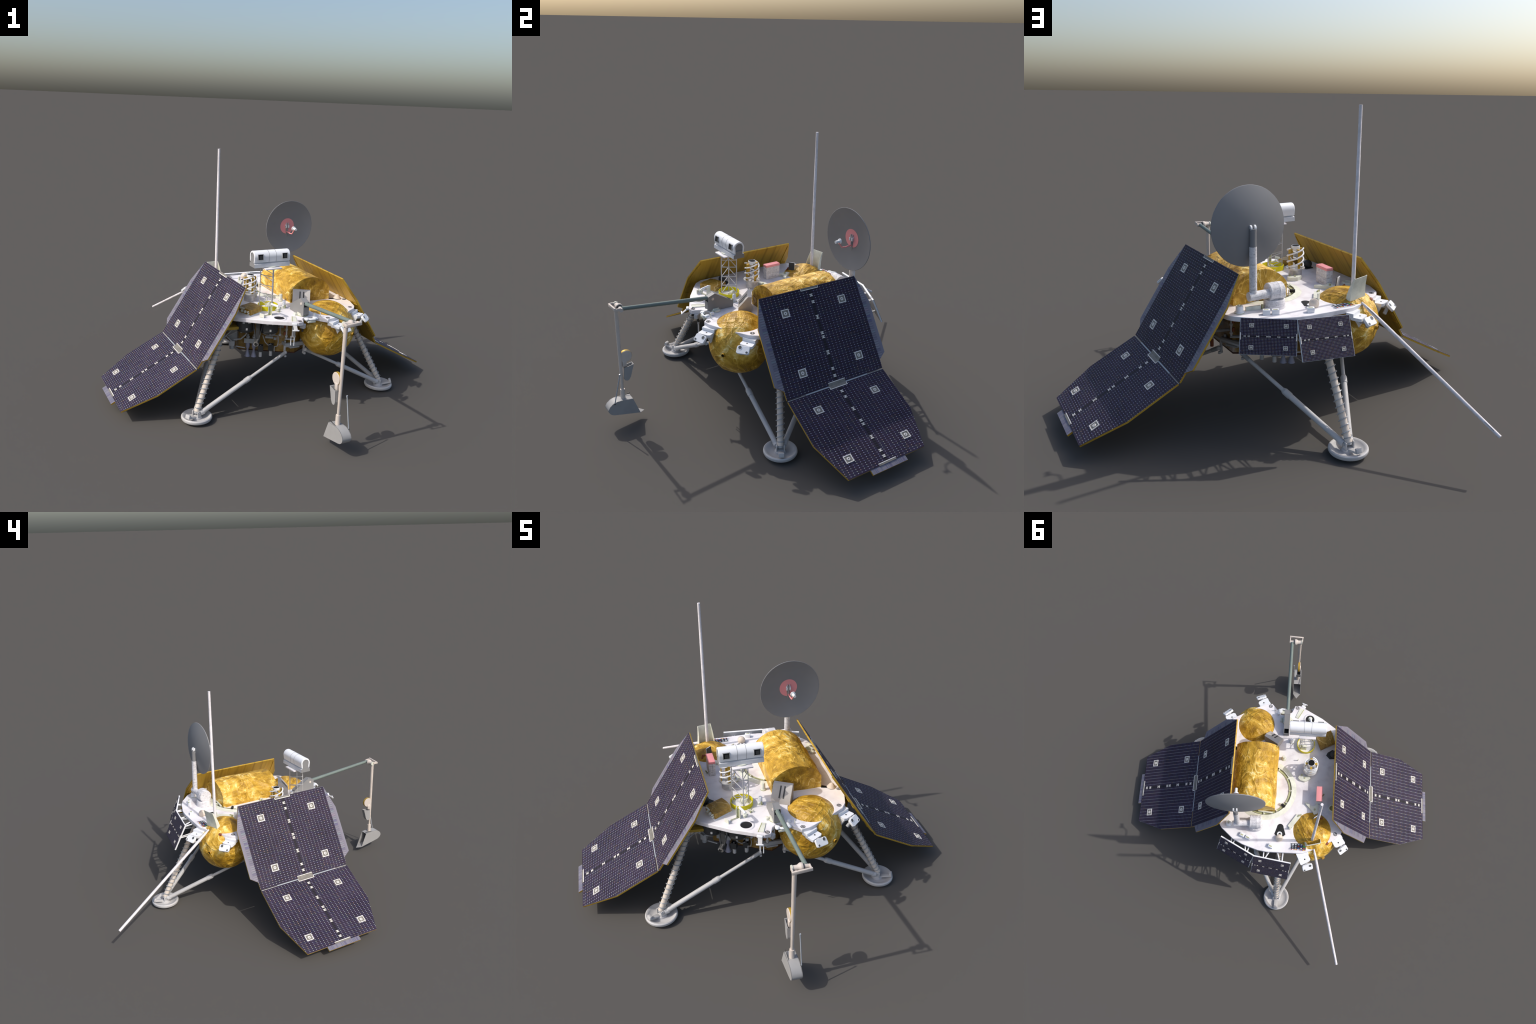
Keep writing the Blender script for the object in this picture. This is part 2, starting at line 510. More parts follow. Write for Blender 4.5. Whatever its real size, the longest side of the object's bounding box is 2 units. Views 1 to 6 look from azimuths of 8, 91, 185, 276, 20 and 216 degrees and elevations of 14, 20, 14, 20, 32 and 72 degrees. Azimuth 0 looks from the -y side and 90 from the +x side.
# survey target marks: ring with a broken cross
p = Part("black")
for k in range(2):
    p.lathe([(0.0092, 0), (0.0124, 0), (0.0124, 0.0007), (0.0092, 0.0007)], (0, 0, 0.0003), seg=24, closed=True)
    break
for sx in (-1, 1):
    p.box((sx * 0.0036, 0, 0.0006), (0.0026, 0.0125, 0.0007))
    p.box((sx * 0.0058, 0.0, 0.0006), (0.0030, 0.0022, 0.0007))
p.box((0, 0, 0.0005), (0.006, 0.0016, 0.0007))
mark = p.mesh("survey_mark")
for x, y, a in ((-0.066, -0.499, 20), (0.118, -0.500, -20), (0.356, -0.369, 60), (0.407, -0.222, 100), (-0.356, 0.369, 240)):
    link("survey_mark", mark, deck, Matrix.Translation((x, y, DECK)) @ rotz(a))

# round port with a soft lip, the hole's darkness painted as a black disc
p = Part("deck", "black")
p.lathe([(0.044, 0.0004), (0.040, 0.0035), (0.034, 0.0048), (0.031, 0.004), (0.0295, 0.0005)], (-0.155, -0.417, DECK), seg=40)
p.lathe([(0, 0.0012), (0.0305, 0.0012)], (-0.155, -0.417, DECK), m="black", seg=40)
obj(p, "deck_port", deck)

# ringed hatch next to the big foil housing
p = Part("cream", "olive", "white", "black")
c = (0.113, 0.099, DECK)
p.lathe([(0.204, 0.0006), (0.196, 0.0030), (0.180, 0.0050), (0.176, 0.0068), (0.171, 0.0068)], c, m="cream", seg=72)
p.lathe([(0.171, 0.0068), (0.170, 0.0016), (0.159, 0.0016)], c, m="olive", seg=72)
p.lathe([(0.159, 0.0016), (0.158, 0.0050), (0.155, 0.0052), (0.153, 0.0008)], c, m="olive", seg=72)
p.lathe([(0.172, 0.0069), (0.1715, 0.0078), (0.1700, 0.0078), (0.1695, 0.0060)], c, m="black", seg=72)
for a in range(0, 360, 30):
    ca, sa = cos(radians(a)), sin(radians(a))
    p.box((c[0] + 0.163 * ca, c[1] + 0.163 * sa, DECK + 0.006), (0.014, 0.009, 0.009), m="cream", rot=rotz(a).to_3x3(), bev=0.001)
    p.cyl((c[0] + 0.158 * ca, c[1] + 0.158 * sa, DECK + 0.008), (c[0] + 0.170 * ca, c[1] + 0.170 * sa, DECK + 0.014), 0.0028, m="cream", seg=8)
p.cyl((0.0, 0.195, DECK + 0.013), (-0.022, 0.21, DECK + 0.013), 0.0085, m="black", seg=14)
p.box((0.004, 0.192, DECK + 0.010), (0.004, 0.016, 0.022), m="cream", rot=rotz(-34).to_3x3())
p.cyl((0.055, 0.256, DECK + 0.013), (0.150, 0.246, DECK + 0.013), 0.0062, m="cream", seg=12)
obj(p, "hatch_ring", deck)

# ================================================================== foil housings
# arched main housing
HX0, HX1, HY0, HY1, EAVE, TOP = 0.042, 0.320, -0.180, 0.244, 0.650, 0.7280
half, rise = (HX1 - HX0) / 2, TOP - EAVE
AR = (half * half + rise * rise) / (2 * rise)
A_ = math.asin(half / AR)
prof = [(HX0, DECK - 0.002), (HX1, DECK - 0.002)]
for i in range(33):
    a = A_ - 2 * A_ * i / 32
    prof.append(((HX0 + HX1) / 2 + AR * sin(a), TOP - AR + AR * cos(a)))
p = Part("foil")
p.prism(prof, -HY1, -HY0, mat=Matrix(((1, 0, 0, 0), (0, 0, -1, 0), (0, 1, 0, 0), (0, 0, 0, 1))))
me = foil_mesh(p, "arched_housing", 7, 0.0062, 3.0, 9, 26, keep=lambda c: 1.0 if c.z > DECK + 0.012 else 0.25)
link("arched_housing", me, root)

# spherical tanks that poke through the deck
def tank(a, seed):
    t = bmesh.new()
    bmesh.ops.create_icosphere(t, subdivisions=6, radius=TANK_R)
    me = bpy.data.meshes.new("propellant_tank")
    t.to_mesh(me); t.free()
    me.materials.append(M["foil"])
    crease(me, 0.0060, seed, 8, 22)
    c = V((TANK_D * cos(radians(a)), TANK_D * sin(radians(a)), TANK_Z))
    tm = Matrix.Translation(c) @ rotz(seed * 40)
    o = link("propellant_tank", me, root, tm)
    # filler neck
    q = Part("foil", "void")
    d = V((cos(radians(a)), sin(radians(a)), 0.0))
    s = c + d * (TANK_R - 0.012)
    q.lathe([(0.016, 0), (0.0115, 0.012), (0.0105, 0.023), (0.0085, 0.024), (0.0078, 0.010)], s, d, m="foil", seg=18)
    q.lathe([(0, 0.0185), (0.0085, 0.0185)], s, d, m="void", seg=18)
    obj(q, "filler_neck", o, tm.inverted())
    return o
tank(-60, 1.0)
tank(120, 5.0)

# hexagonal body under the deck
HEX = [(0.335 * cos(radians(a)), 0.335 * sin(radians(a))) for a in range(-90, 270, 60)]
p = Part("body")
p.prism(HEX, 0.318, 0.554)
body = link("body_housing", foil_mesh(p, "body_housing", 6, 0.003, 8.0, 7, 19), root)
M["trim"] = plain("dark_trim", (0.07, 0.025, 0.014), 0.6, 0, 0.2)
p = Part("trim", "body")
p.prism([(x * 0.992, y * 0.992) for x, y in HEX], 0.309, 0.319, m="trim", bottom="body")
obj(p, "lower_trim", body)

# small foil instrument box with dome lenses
p = Part("foil2")
q = [(-0.204, -0.283), (-0.299, -0.336), (-0.331, -0.248), (-0.237, -0.196)]
p.prism(q, DECK - 0.001, DECK + 0.037)
ib = link("instrument_box", foil_mesh(p, "instrument_box", 5, 0.004, 12.0, 16, 34), root)
p = Part("white", "cream")
qc = (sum(a for a, _ in q) / 4, sum(b for _, b in q) / 4)
p.prism([(qc[0] + (x - qc[0]) * 1.07, qc[1] + (y - qc[1]) * 1.07) for x, y in q], DECK, DECK + 0.005, m="white")
dirx, diry = V((-0.331, -0.248, 0)) - V((-0.299, -0.336, 0)), V((-0.9, -0.43, 0)).normalized()
for f, z, r in ((0.16, 0.014, 0.0045), (0.2, 0.024, 0.0045), (0.45, 0.02, 0.0085), (0.72, 0.020, 0.0085)):
    b0 = V((-0.299, -0.336, DECK + z)) + dirx * f
    p.lathe([(r, -0.004), (r, 0.006), (r * 0.75, 0.010), (r * 0.3, 0.013), (0, 0.0135)], b0, diry, m="cream", seg=14)
p.box(V((-0.299, -0.336, DECK + 0.034)) + dirx * 0.72 + diry * 0.004, (0.034, 0.006, 0.008), m="cream", z=(0, 0, 1), x=dirx)
obj(p, "lens_bank", ib)

# ================================================================== solar wings
def slope(o, t):
    t = V(t).normalized()
    w = V((0, -1, 0))
    return frame(o, w, t, w.cross(t))

UP_L, LO_L = 0.534, 0.473
FR_UP = slope((0.327, 0, 0.744), (0.286, 0, -0.451))
FR_LO = slope((0.6155, 0, 0.2917), (0.4155, 0, -0.2207))

p = Part("back", "stripe")
out = [(-0.317, 0), (0.317, 0), (0.366, 0.152), (0.366, 0.452), (0.320, 0.484), (0.318, 0.532), (-0.318, 0.532), (-0.320, 0.484), (-0.366, 0.452), (-0.366, 0.152)]
p.prism(out, -0.0085, 0, top="stripe")
# shallow stiffeners on the back of the board
for sx in (-1, 1):
    p.prism([(sx * 0.313, 0.02), (sx * 0.357, 0.155), (sx * 0.357, 0.445), (sx * 0.318, 0.445), (sx * 0.318, 0.17)], -0.0125, -0.0084, m="back")
    for i in range(5):
        p.box((sx * 0.338, 0.19 + 0.055 * i, -0.0135), (0.036, 0.008, 0.004), m="back")
up_board = p.mesh("upper_solar_board", 30)
p = Part("cells")
p.prism([(-0.3165, 0.002), (0.3165, 0.002), (0.3175, 0.531), (-0.3175, 0.531)], 0.0002, 0.0016)
up_cells = p.mesh("cell_sheet", 30)
p = Part("back", "stripe2")
out2 = [(-0.317, 0.002), (0.317, 0.002), (0.319, 0.260), (0.246, 0.471), (0.112, 0.471), (0.112, 0.497), (-0.112, 0.497), (-0.112, 0.471), (-0.246, 0.471), (-0.319, 0.260)]
p.prism(out2, -0.0085, 0, top="stripe2")
lo_board = p.mesh("lower_solar_board", 30)
p = Part("cells2")
p.prism([(-0.3165, 0.003), (0.3165, 0.003), (0.3180, 0.260), (0.2455, 0.470), (-0.2455, 0.470), (-0.3180, 0.260)], 0.0002, 0.0016)
lo_cells = p.mesh("cell_sheet", 30)

# hold-down plate: frame, recessed khaki face and a ring boss
p = Part("plate", "platein")
p.box((0, 0, 0.0014), (0.046, 0.042, 0.002), m="platein")
for sx in (-1, 1):
    p.box((sx * 0.0215, 0, 0.0022), (0.0045, 0.0435, 0.0036), m="plate")
    p.box((0, sx * 0.0195, 0.0022), (0.0385, 0.0045, 0.0036), m="plate")
p.lathe([(0.0038, 0.002), (0.0042, 0.0046), (0.0088, 0.0046), (0.0098, 0.002)], (0, 0, 0), m="plate", seg=20)
holddown = p.mesh("hold_down_plate")

def tabs(part, marks, scale=1.0, k=1.0):
    """H shaped interconnect tabs down the middle of a sheet"""
    for s, long in marks:
        h = (0.017 if long else 0.0105) * k
        part.box((0, s, 0.0019), (0.017 * scale, h + 0.003 * k, 0.0014), m="platein")
        for e in (-1, 1):
            part.box((0, s + e * h * 0.5, 0.0026), (0.019 * scale, 0.0036 * k, 0.0016), m="plate")
        part.box((0, s, 0.0025), (0.0050 * scale, h * 0.6, 0.0016), m="plate")

p = Part("plate", "platein", "grey")
tabs(p, [(0.046, 0), (0.083, 0), (0.167, 1), (0.255, 0), (0.277, 0), (0.362, 1), (0.450, 0), (0.488, 0)])
p.box((0, 0.007, 0.0022), (0.112, 0.011, 0.0016), m="platein")
p.box((0, 0.013, 0.0028), (0.114, 0.0036, 0.002), m="plate")
for sx in (-1, 1):
    p.box((sx * 0.0555, 0.008, 0.0028), (0.0036, 0.011, 0.002), m="plate")
up_tabs = p.mesh("interconnect_tabs")
p = Part("plate", "platein", "grey")
tabs(p, [(0.044, 0), (0.079, 0), (0.155, 1), (0.226, 0), (0.248, 0), (0.325, 1), (0.402, 0), (0.434, 0)], k=0.9)
p.box((0, 0.466, 0.0022), (0.110, 0.010, 0.0016), m="platein")
p.box((0, 0.4605, 0.0028), (0.112, 0.0036, 0.002), m="plate")
lo_tabs = p.mesh("interconnect_tabs")

p = Part("grey", "plate", "platein", "wire")
p.cyl((-0.205, 0, -0.001), (0.205, 0, -0.001), 0.0042, m="wire", seg=10)
p.cyl((-0.314, 0, -0.004), (0.314, 0, -0.004), 0.0022, m="grey", seg=8)
wing_hinge = p.mesh("wing_hinge")
p = Part("plate", "platein")
p.box((0, -0.009, 0.0026), (0.110, 0.020, 0.0022), m="platein")
p.box((0, -0.018, 0.003), (0.110, 0.0034, 0.003), m="plate")
hinge_up = p.mesh("hinge_leaf")
p = Part("plate", "platein")
p.box((0, 0.008, 0.0026), (0.112, 0.016, 0.0022), m="platein")
p.box((0, 0.0155, 0.003), (0.114, 0.0038, 0.003), m="plate")
for sx in (-1, 1):
    p.box((sx * 0.055, 0.009, 0.003), (0.0036, 0.013, 0.003), m="plate")
hinge_lo = p.mesh("hinge_leaf")

for turn in (0, 180):
    R = rotz(turn)
    u = link("upper_solar_panel", up_board, root, R @ FR_UP)
    link("cell_sheet", up_cells, u)
    link("interconnect_tabs", up_tabs, u)
    link("hinge_leaf", hinge_up, u, Matrix.Translation((0, 0.534, 0)))
    for sx in (-0.187, 0.187):
        for s in (0.107, 0.4255):
            link("hold_down_plate", holddown, u, Matrix.Translation((sx, s, 0.0006)))
    l = link("lower_solar_panel", lo_board, root, R @ FR_LO)
    link("cell_sheet", lo_cells, l)
    link("interconnect_tabs", lo_tabs, l)
    link("hinge_leaf", hinge_lo, l)
    for sx in (-0.187, 0.187):
        for s in (0.0985, 0.380):
            link("hold_down_plate", holddown, l, Matrix.Translation((sx, s, 0.0006)) @ Matrix.Diagonal((1, 0.9, 1, 1)))
    link("wing_hinge", wing_hinge, l, Matrix.Translation((0, -0.001, 0.0)))

# wing support struts from the body to the upper board
p = Part("back", "midgrey")
for sx in (-1, 1):
    for y in (-0.15, 0.15):
        p.tube([(sx * 0.29, y * 0.9, 0.42), (sx * 0.505, y, 0.445)], 0.007, m="midgrey")
    p.box((sx * 0.418, 0, 0.560), (0.014, 0.12, 0.010), m="midgrey")
obj(p, "wing_supports", root)

# two small panels behind the rear edge
def small_panel(a, b, c, d):
    """a top +x corner, b top -x corner, c bottom +x corner, d bottom -x corner"""
    a, b, c, d = V(a), V(b), V(c), V(d)
    x = (b - a); L = x.length; x.normalize()
    mid = ((c - a) + (d - b)) / 2
    y = mid - x * mid.dot(x); H = y.length; y.normalize()
    nrm = y.cross(x)                   # faces outwards, to the rear
    o = (a + b) / 2
    q = Part("white", "midgrey")
    fm = frame(o + y * (H / 2), y, x, y.cross(x))
    # sheet frame: x down the board, y along it
    q.prism([(-H / 2, -L / 2), (H / 2, -L / 2), (H / 2, L / 2), (-H / 2, L / 2)], -0.009, 0)
    brd = obj(q, "small_solar_panel", root, fm)
    q = Part("cells3")
    q.prism([(-H / 2 + 0.0015, 0.0015), (H / 2 - 0.0008, 0.0015), (H / 2 - 0.0008, L - 0.0015), (-H / 2 + 0.0015, L - 0.0015)], 0.0002, 0.0012)
    obj(q, "cell_sheet", brd, Matrix.Translation((0, -L / 2, 0)))
    k = L / UP_L
    q = Part("plate", "platein")
    tabs(q, [(s * k, i) for s, i in ((0.046, 0), (0.083, 0), (0.167, 1), (0.255, 0), (0.277, 0), (0.362, 1), (0.450, 0), (0.488, 0))], scale=0.30, k=0.55)
    for e in (0.003, L - 0.003):
        q.box((0, e, 0.002), (0.030, 0.004, 0.0014), m="plate")
    obj(q, "interconnect_tabs", brd, Matrix.Translation((0, -L / 2, 0)))
    for s in (0.2, 0.8):
        for e in (-0.3, 0.3):
            link("hold_down_plate", holddown, brd, Matrix.Translation((e * H, (s - 0.5) * L, 0.0003)) @ Matrix.Diagonal((0.36, 0.44, 0.7, 1)))
    return brd
small_panel((0.162, 0.545, 0.581), (-0.080, 0.578, 0.575), (0.171, 0.623, 0.419), (-0.064, 0.652, 0.413))
small_panel((0.376, 0.435, 0.590), (0.160, 0.544, 0.581), (0.404, 0.487, 0.449), (0.190, 0.600, 0.440))
p = Part("white")
for a, b in (((0.095, 0.490, 0.548), (0.098, 0.557, 0.546)), ((0.052, 0.490, 0.548), (0.092, 0.557, 0.546)), ((0.012, 0.490, 0.548), (-0.014, 0.578, 0.538)), ((-0.028, 0.490, 0.548), (-0.024, 0.578, 0.538)),
             ((0.306, 0.420, 0.548), (0.314, 0.475, 0.550)), ((0.280, 0.430, 0.548), (0.306, 0.478, 0.550)), ((0.219, 0.462, 0.548), (0.214, 0.526, 0.548)), ((0.190, 0.470, 0.548), (0.207, 0.528, 0.548))):
    p.tube([a, b], 0.0042, seg=6)
    p.tube([V(a) + V((0, -0.10, -0.075)), V(b) + V((0.004, 0.035, -0.075))], 0.0036, seg=6)
obj(p, "panel_braces", root)

# ================================================================== legs
FOOT = V((0.722, 0, 0.052))
HIP = V((0.455, 0, 0.548))
pm = Part("leg", "grey", "midgrey")
pm.cyl(FOOT, FOOT.lerp(HIP, 0.80), 0.0165, m="leg", seg=20)
pm.cyl(FOOT.lerp(HIP, 0.78), HIP, 0.0175, 0.0165, m="leg", seg=20)
pm.cyl(FOOT.lerp(HIP, 0.765), FOOT.lerp(HIP, 0.80), 0.0200, m="midgrey", seg=20)
pm.cyl(FOOT.lerp(HIP, -0.02), FOOT.lerp(HIP, 0.04), 0.012, 0.0175, m="midgrey", seg=16)
leg_me = pm.mesh("leg")
ps = Part("wire")
ps.helix(FOOT.lerp(HIP, 0.035), FOOT.lerp(HIP, 0.76), 0.0215, 14.5, 0.0021, per=20)
spring_me = ps.mesh("spring_coil")
pf = Part("grey", "midgrey")
pf.lathe([(0, 0.0), (0.026, 0.0), (0.034, 0.006), (0.060, 0.0085), (0.076, 0.0090), (0.0845, 0.0125), (0.0888, 0.0205), (0.0875, 0.0290), (0.083, 0.0332), (0.076, 0.0325), (0.070, 0.027), (0.060, 0.019), (0.045, 0.0150), (0, 0.0135)], (0.722, 0, 0), m="grey", seg=48)
pf.lathe([(0.032, 0.012), (0.028, 0.024), (0.016, 0.030), (0, 0.032)], (0.722, 0, 0.0), m="grey", seg=20)
pf.box((0.768, 0, 0.034), (0.062, 0.024, 0.010), m="grey", rot=Matrix.Rotation(radians(-16), 3, "Y"), bev=0.0015)
pf.box((0.796, 0, 0.050), (0.014, 0.028, 0.022), m="grey", rot=Matrix.Rotation(radians(-16), 3, "Y"), bev=0.0015)
for sy in (-1, 1):
    pf.box((0.722, sy * 0.0195, 0.042), (0.030, 0.005, 0.034), m="grey", bev=0.001)
    pf.cyl((0.712, sy * 0.017, 0.046), (0.690, sy * 0.026, 0.050), 0.015, m="grey", seg=14)
pf.cyl((0.722, -0.026, 0.048), (0.722, 0.026, 0.048), 0.007, m="midgrey", seg=12)
pad_me = pf.mesh("foot_pad")
pst = Part("grey", "midgrey")
A, Bq = V((0.700, 0.022, 0.050)), V((0.236, 0.270, 0.330))
for k in range(1):
    m_ = A.lerp(Bq, 0.56)
    pst.cyl(A, m_, 0.0135, m="grey", seg=18)
    pst.cyl(A.lerp(Bq, 0.50), A.lerp(Bq, 0.555), 0.0158, m="grey", seg=18)
    pst.cyl(A.lerp(Bq, 0.555), A.lerp(Bq, 0.575), 0.0158, 0.0110, m="grey", seg=18)
    pst.cyl(m_, Bq, 0.0092, m="grey", seg=14)
    pst.cyl(A.lerp(Bq, 0.93), Bq, 0.0108, m="midgrey", seg=14)
    pst.sphere(Bq, 0.0115, m="grey", seg=14)
    pst.cyl(A.lerp(Bq, -0.045), A.lerp(Bq, 0.02), 0.008, 0.0145, m="grey", seg=14)
strut_me = pst.mesh("side_strut")
for a in (-150, -30, 90):
    L = link("leg", leg_me, root, rotz(a))
    link("spring_coil", spring_me, L)
    link("foot_pad", pad_me, L)
    link("side_strut", strut_me, L)
    link("side_strut", strut_me, L, Matrix.Diagonal((1, -1, 1, 1)))
    q = Part("midgrey", "goldplate")
    q.box((0.452, 0, 0.548), (0.05, 0.06, 0.018), m="midgrey", bev=0.002)
    for sy in (-1, 1):
        q.box((0.470, sy * 0.026, 0.525), (0.040, 0.005, 0.040), m="midgrey")
    if a != 90:
        q.prism([(0.40, -0.088), (0.462, -0.088), (0.52, -0.045), (0.52, 0.045), (0.462, 0.088), (0.40, 0.088)], 0.494, 0.510, m="goldplate")
        for sy in (-1, 1):
            q.tube([(0.45, sy * 0.05, 0.495), (0.512, sy * 0.018, 0.440)], 0.004, m="midgrey", seg=6)
    obj(q, "hip_bracket", L)

# cradle beams that carry the strut ends, between the legs
p = Part("midgrey", "grey")
p.box((0.333, 0, 0.368), (0.016, 0.125, 0.024), m="midgrey", bev=0.002)
for sy in (-1, 1):
    p.box((0.300, sy * 0.060, 0.372), (0.080, 0.014, 0.020), m="midgrey", bev=0.002)
    p.box((0.335, sy * 0.066, 0.334), (0.012, 0.010, 0.066), m="grey", bev=0.0015)
    p.box((0.340, sy * 0.066, 0.306), (0.026, 0.012, 0.012), m="grey", bev=0.0015)
    p.cyl((0.318, sy * 0.055, 0.380), (0.318, sy * 0.055, 0.392), 0.006, m="grey", seg=10)
p.prism([(0.29, -0.05), (0.345, -0.03), (0.345, 0.03), (0.29, 0.05)], 0.348, 0.356, m="midgrey")
cradle = p.mesh("strut_cradle")
for a in (-90, 30, 150):
    link("strut_cradle", cradle, root, rotz(a))

# ================================================================== landing engines and plumbing under the deck
def engine_bay(ang, mirror):
    """x outwards from the body, y along its side"""
    mt = rotz(ang) @ Matrix.Diagonal((1, mirror, 1, 1))
    q = Part("drum", "midgrey", "plate")
    for t in (-0.1215, 0.0150):
        q.lathe([(0.0, 0.476), (0.040, 0.476), (0.050, 0.481), (0.0535, 0.488), (0.0545, 0.492), (0.0545, 0.496), (0.0530, 0.497), (0.0530, 0.556), (0, 0.556)], (0.405, t, 0), m="drum", seg=32)
        q.box((0.4575, t + 0.0125, 0.503), (0.004, 0.0100, 0.0120), m="plate", rot=rotz(13).to_3x3())
        q.box((0.455, t - 0.006, 0.545), (0.010, 0.012, 0.018), m="midgrey")
        q.box((0.4520, t + 0.027, 0.541), (0.004, 0.016, 0.006), m="plate", rot=Matrix.Rotation(radians(25), 3, "Z"))
        for a in (20, 80, 140, 200, 260, 320):
            q.cyl((0.412 + 0.03 * cos(radians(a)), t + 0.03 * sin(radians(a)), 0.472), (0.412 + 0.03 * cos(radians(a)), t + 0.03 * sin(radians(a)), 0.48), 0.005, m="midgrey", seg=8)
    o = obj(q, "fuel_drums", root, mt)
    q = Part("nozzle", "midgrey")
    for t in (-0.073, -0.111):
        q.lathe([(0.0175, 0.284), (0.0165, 0.2835), (0.0105, 0.305), (0.0058, 0.329), (0.0100, 0.338), (0.0128, 0.345), (0.0128, 0.372), (0.004, 0.376)], (0.318, t, 0), m="nozzle", seg=24)
        q.lathe([(0.0175, 0.284), (0.0160, 0.287), (0.0050, 0.326), (0, 0.326)], (0.318, t, 0), m="nozzle", seg=24)
        q.cyl((0.318, t, 0.37), (0.318, t, 0.425), 0.007, m="midgrey", seg=10)
        q.cyl((0.318, t, 0.40), (0.318, t, 0.412), 0.0115, m="midgrey", seg=10)
    q.box((0.318, -0.092, 0.374), (0.030, 0.080, 0.006), m="midgrey")
    q.box((0.330, -0.092, 0.388), (0.004, 0.080, 0.022), m="midgrey")
    obj(q, "thruster_pair", root, mt)
    q = Part("grey", "drum", "midgrey")
    for t, d in ((-0.032, 0.333), (0.028, 0.306)):
        q.cyl((d, t, 0.292), (d, t, 0.320), 0.0098, m="grey", seg=18)
        q.cyl((d, t, 0.320), (d, t, 0.327), 0.0080, 0.0130, m="midgrey", seg=18)
        for e, w in (((0.013, 0), (0.003, 0.030)), ((-0.013, 0), (0.003, 0.030)), ((0, 0.014), (0.028, 0.003)), ((0, -0.014), (0.028, 0.003))):
            q.box((d + e[0], t + e[1], 0.346), (w[0], w[1], 0.038), m="drum")
        q.box((d, t, 0.330), (0.026, 0.028, 0.003), m="midgrey")
        q.cyl((d + 0.004, t, 0.33), (d + 0.004, t, 0.365), 0.003, m="grey", seg=8)
    obj(q, "igniter_cups", root, mt)
    q = Part("drum", "chrome", "midgrey")
    q.box((0.462, -0.045, 0.495), (0.004, 0.022, 0.118), m="drum")
    for e in (-1, 1):
        q.tube([(0.440, -0.045 + e * 0.030, 0.552), (0.470, -0.046 + e * 0.008, 0.442)], 0.0038, m="drum", seg=6)
    q.cyl((0.452, -0.046, 0.440), (0.492, -0.050, 0.430), 0.017, 0.015, m="drum", seg=18)
    q.lathe([(0.006, 0.0), (0.0150, 0.001), (0.0155, 0.006), (0.010, 0.0075)], (0.488, -0.0495, 0.4315), (0.97, -0.09, -0.22), m="chrome", seg=18)
    q.cyl((0.470, -0.044, 0.448), (0.500, -0.046, 0.442), 0.005, m="chrome", seg=10)
    obj(q, "descent_sensor", root, mt)
    q = Part("midgrey", "grey", "copper")
    def pipe(pts, r=0.0028, m="midgrey"):
        q.tube(pts, r, m=m, seg=7)
    pipe([(0.36, 0.00, 0.44), (0.36, 0.07, 0.44), (0.352, 0.072, 0.40), (0.350, 0.068, 0.372), (0.348, 0.050, 0.366), (0.346, 0.050, 0.335)])
    pipe([(0.38, -0.018, 0.455), (0.38, 0.052, 0.455)]); pipe([(0.38, -0.018, 0.455), (0.38, -0.018, 0.478)]); pipe([(0.38, 0.052, 0.455), (0.38, 0.052, 0.478)])
    pipe([(0.372, -0.02, 0.44), (0.36, -0.005, 0.395), (0.34, 0.012, 0.37), (0.325, 0.028, 0.372)])
    pipe([(0.345, -0.12, 0.43), (0.36, -0.15, 0.405), (0.362, -0.19, 0.400)], 0.0042, "grey")
    pipe([(0.345, -0.125, 0.345), (0.345, -0.18, 0.352)], 0.0032, "grey")
    pipe([(0.35, -0.02, 0.50), (0.35, 0.11, 0.50)], 0.0030); pipe([(0.35, 0.06, 0.49), (0.35, 0.115, 0.49)], 0.0030)
    q.cyl((0.362, -0.005, 0.428), (0.362, 0.040, 0.428), 0.0075, m="midgrey", seg=12)
    q.cyl((0.362, 0.045, 0.422), (0.362, 0.060, 0.422), 0.0085, m="midgrey", seg=12)
    q.sphere((0.372, 0.080, 0.452), 0.0085, m="grey", seg=12)
    pipe([(0.372, 0.080, 0.452), (0.372, 0.080, 0.55)], 0.0034)
    # valve stack with brown insulators
    for t in (0.118, 0.165):
        q.cyl((0.372, t, 0.425), (0.372, t, 0.555), 0.0052, m="grey", seg=10)
        for z in (0.455, 0.495, 0.53):
            q.cyl((0.372, t - 0.010, z), (0.372, t - 0.010, z + 0.017), 0.0075, m="copper", seg=10)
            q.cyl((0.372, t, z - 0.012), (0.372, t, z - 0.004), 0.0085, m="grey", seg=10)
    q.box((0.372, 0.14, 0.43), (0.02, 0.06, 0.006), m="midgrey")
    # control boxes at the far end of the bay
    q.box((0.330, -0.205, 0.366), (0.030, 0.034, 0.030), m="grey", bev=0.0015)
    q.cyl((0.330, -0.205, 0.330), (0.330, -0.205, 0.352), 0.014, m="midgrey", seg=16)
    q.box((0.318, -0.200, 0.415), (0.026, 0.052, 0.070), m="midgrey", bev=0.002)
    q.tube([(0.36, -0.225, 0.42), (0.40, -0.170, 0.465)], 0.0035, m="grey", seg=6)
    q.tube([(0.345, -0.205, 0.38), (0.36, -0.235, 0.415)], 0.0035, m="grey", seg=6)
    q.box((0.35, -0.158, 0.52), (0.03, 0.05, 0.05), m="midgrey")
    q.box((0.345, 0.100, 0.515), (0.02, 0.03, 0.04), m="midgrey", bev=0.002)
    q.box((0.350, -0.042, 0.520), (0.02, 0.020, 0.05), m="midgrey")
    obj(q, "plumbing", root, mt, stuff=True)
engine_bay(-120, 1)
engine_bay(60, -1)

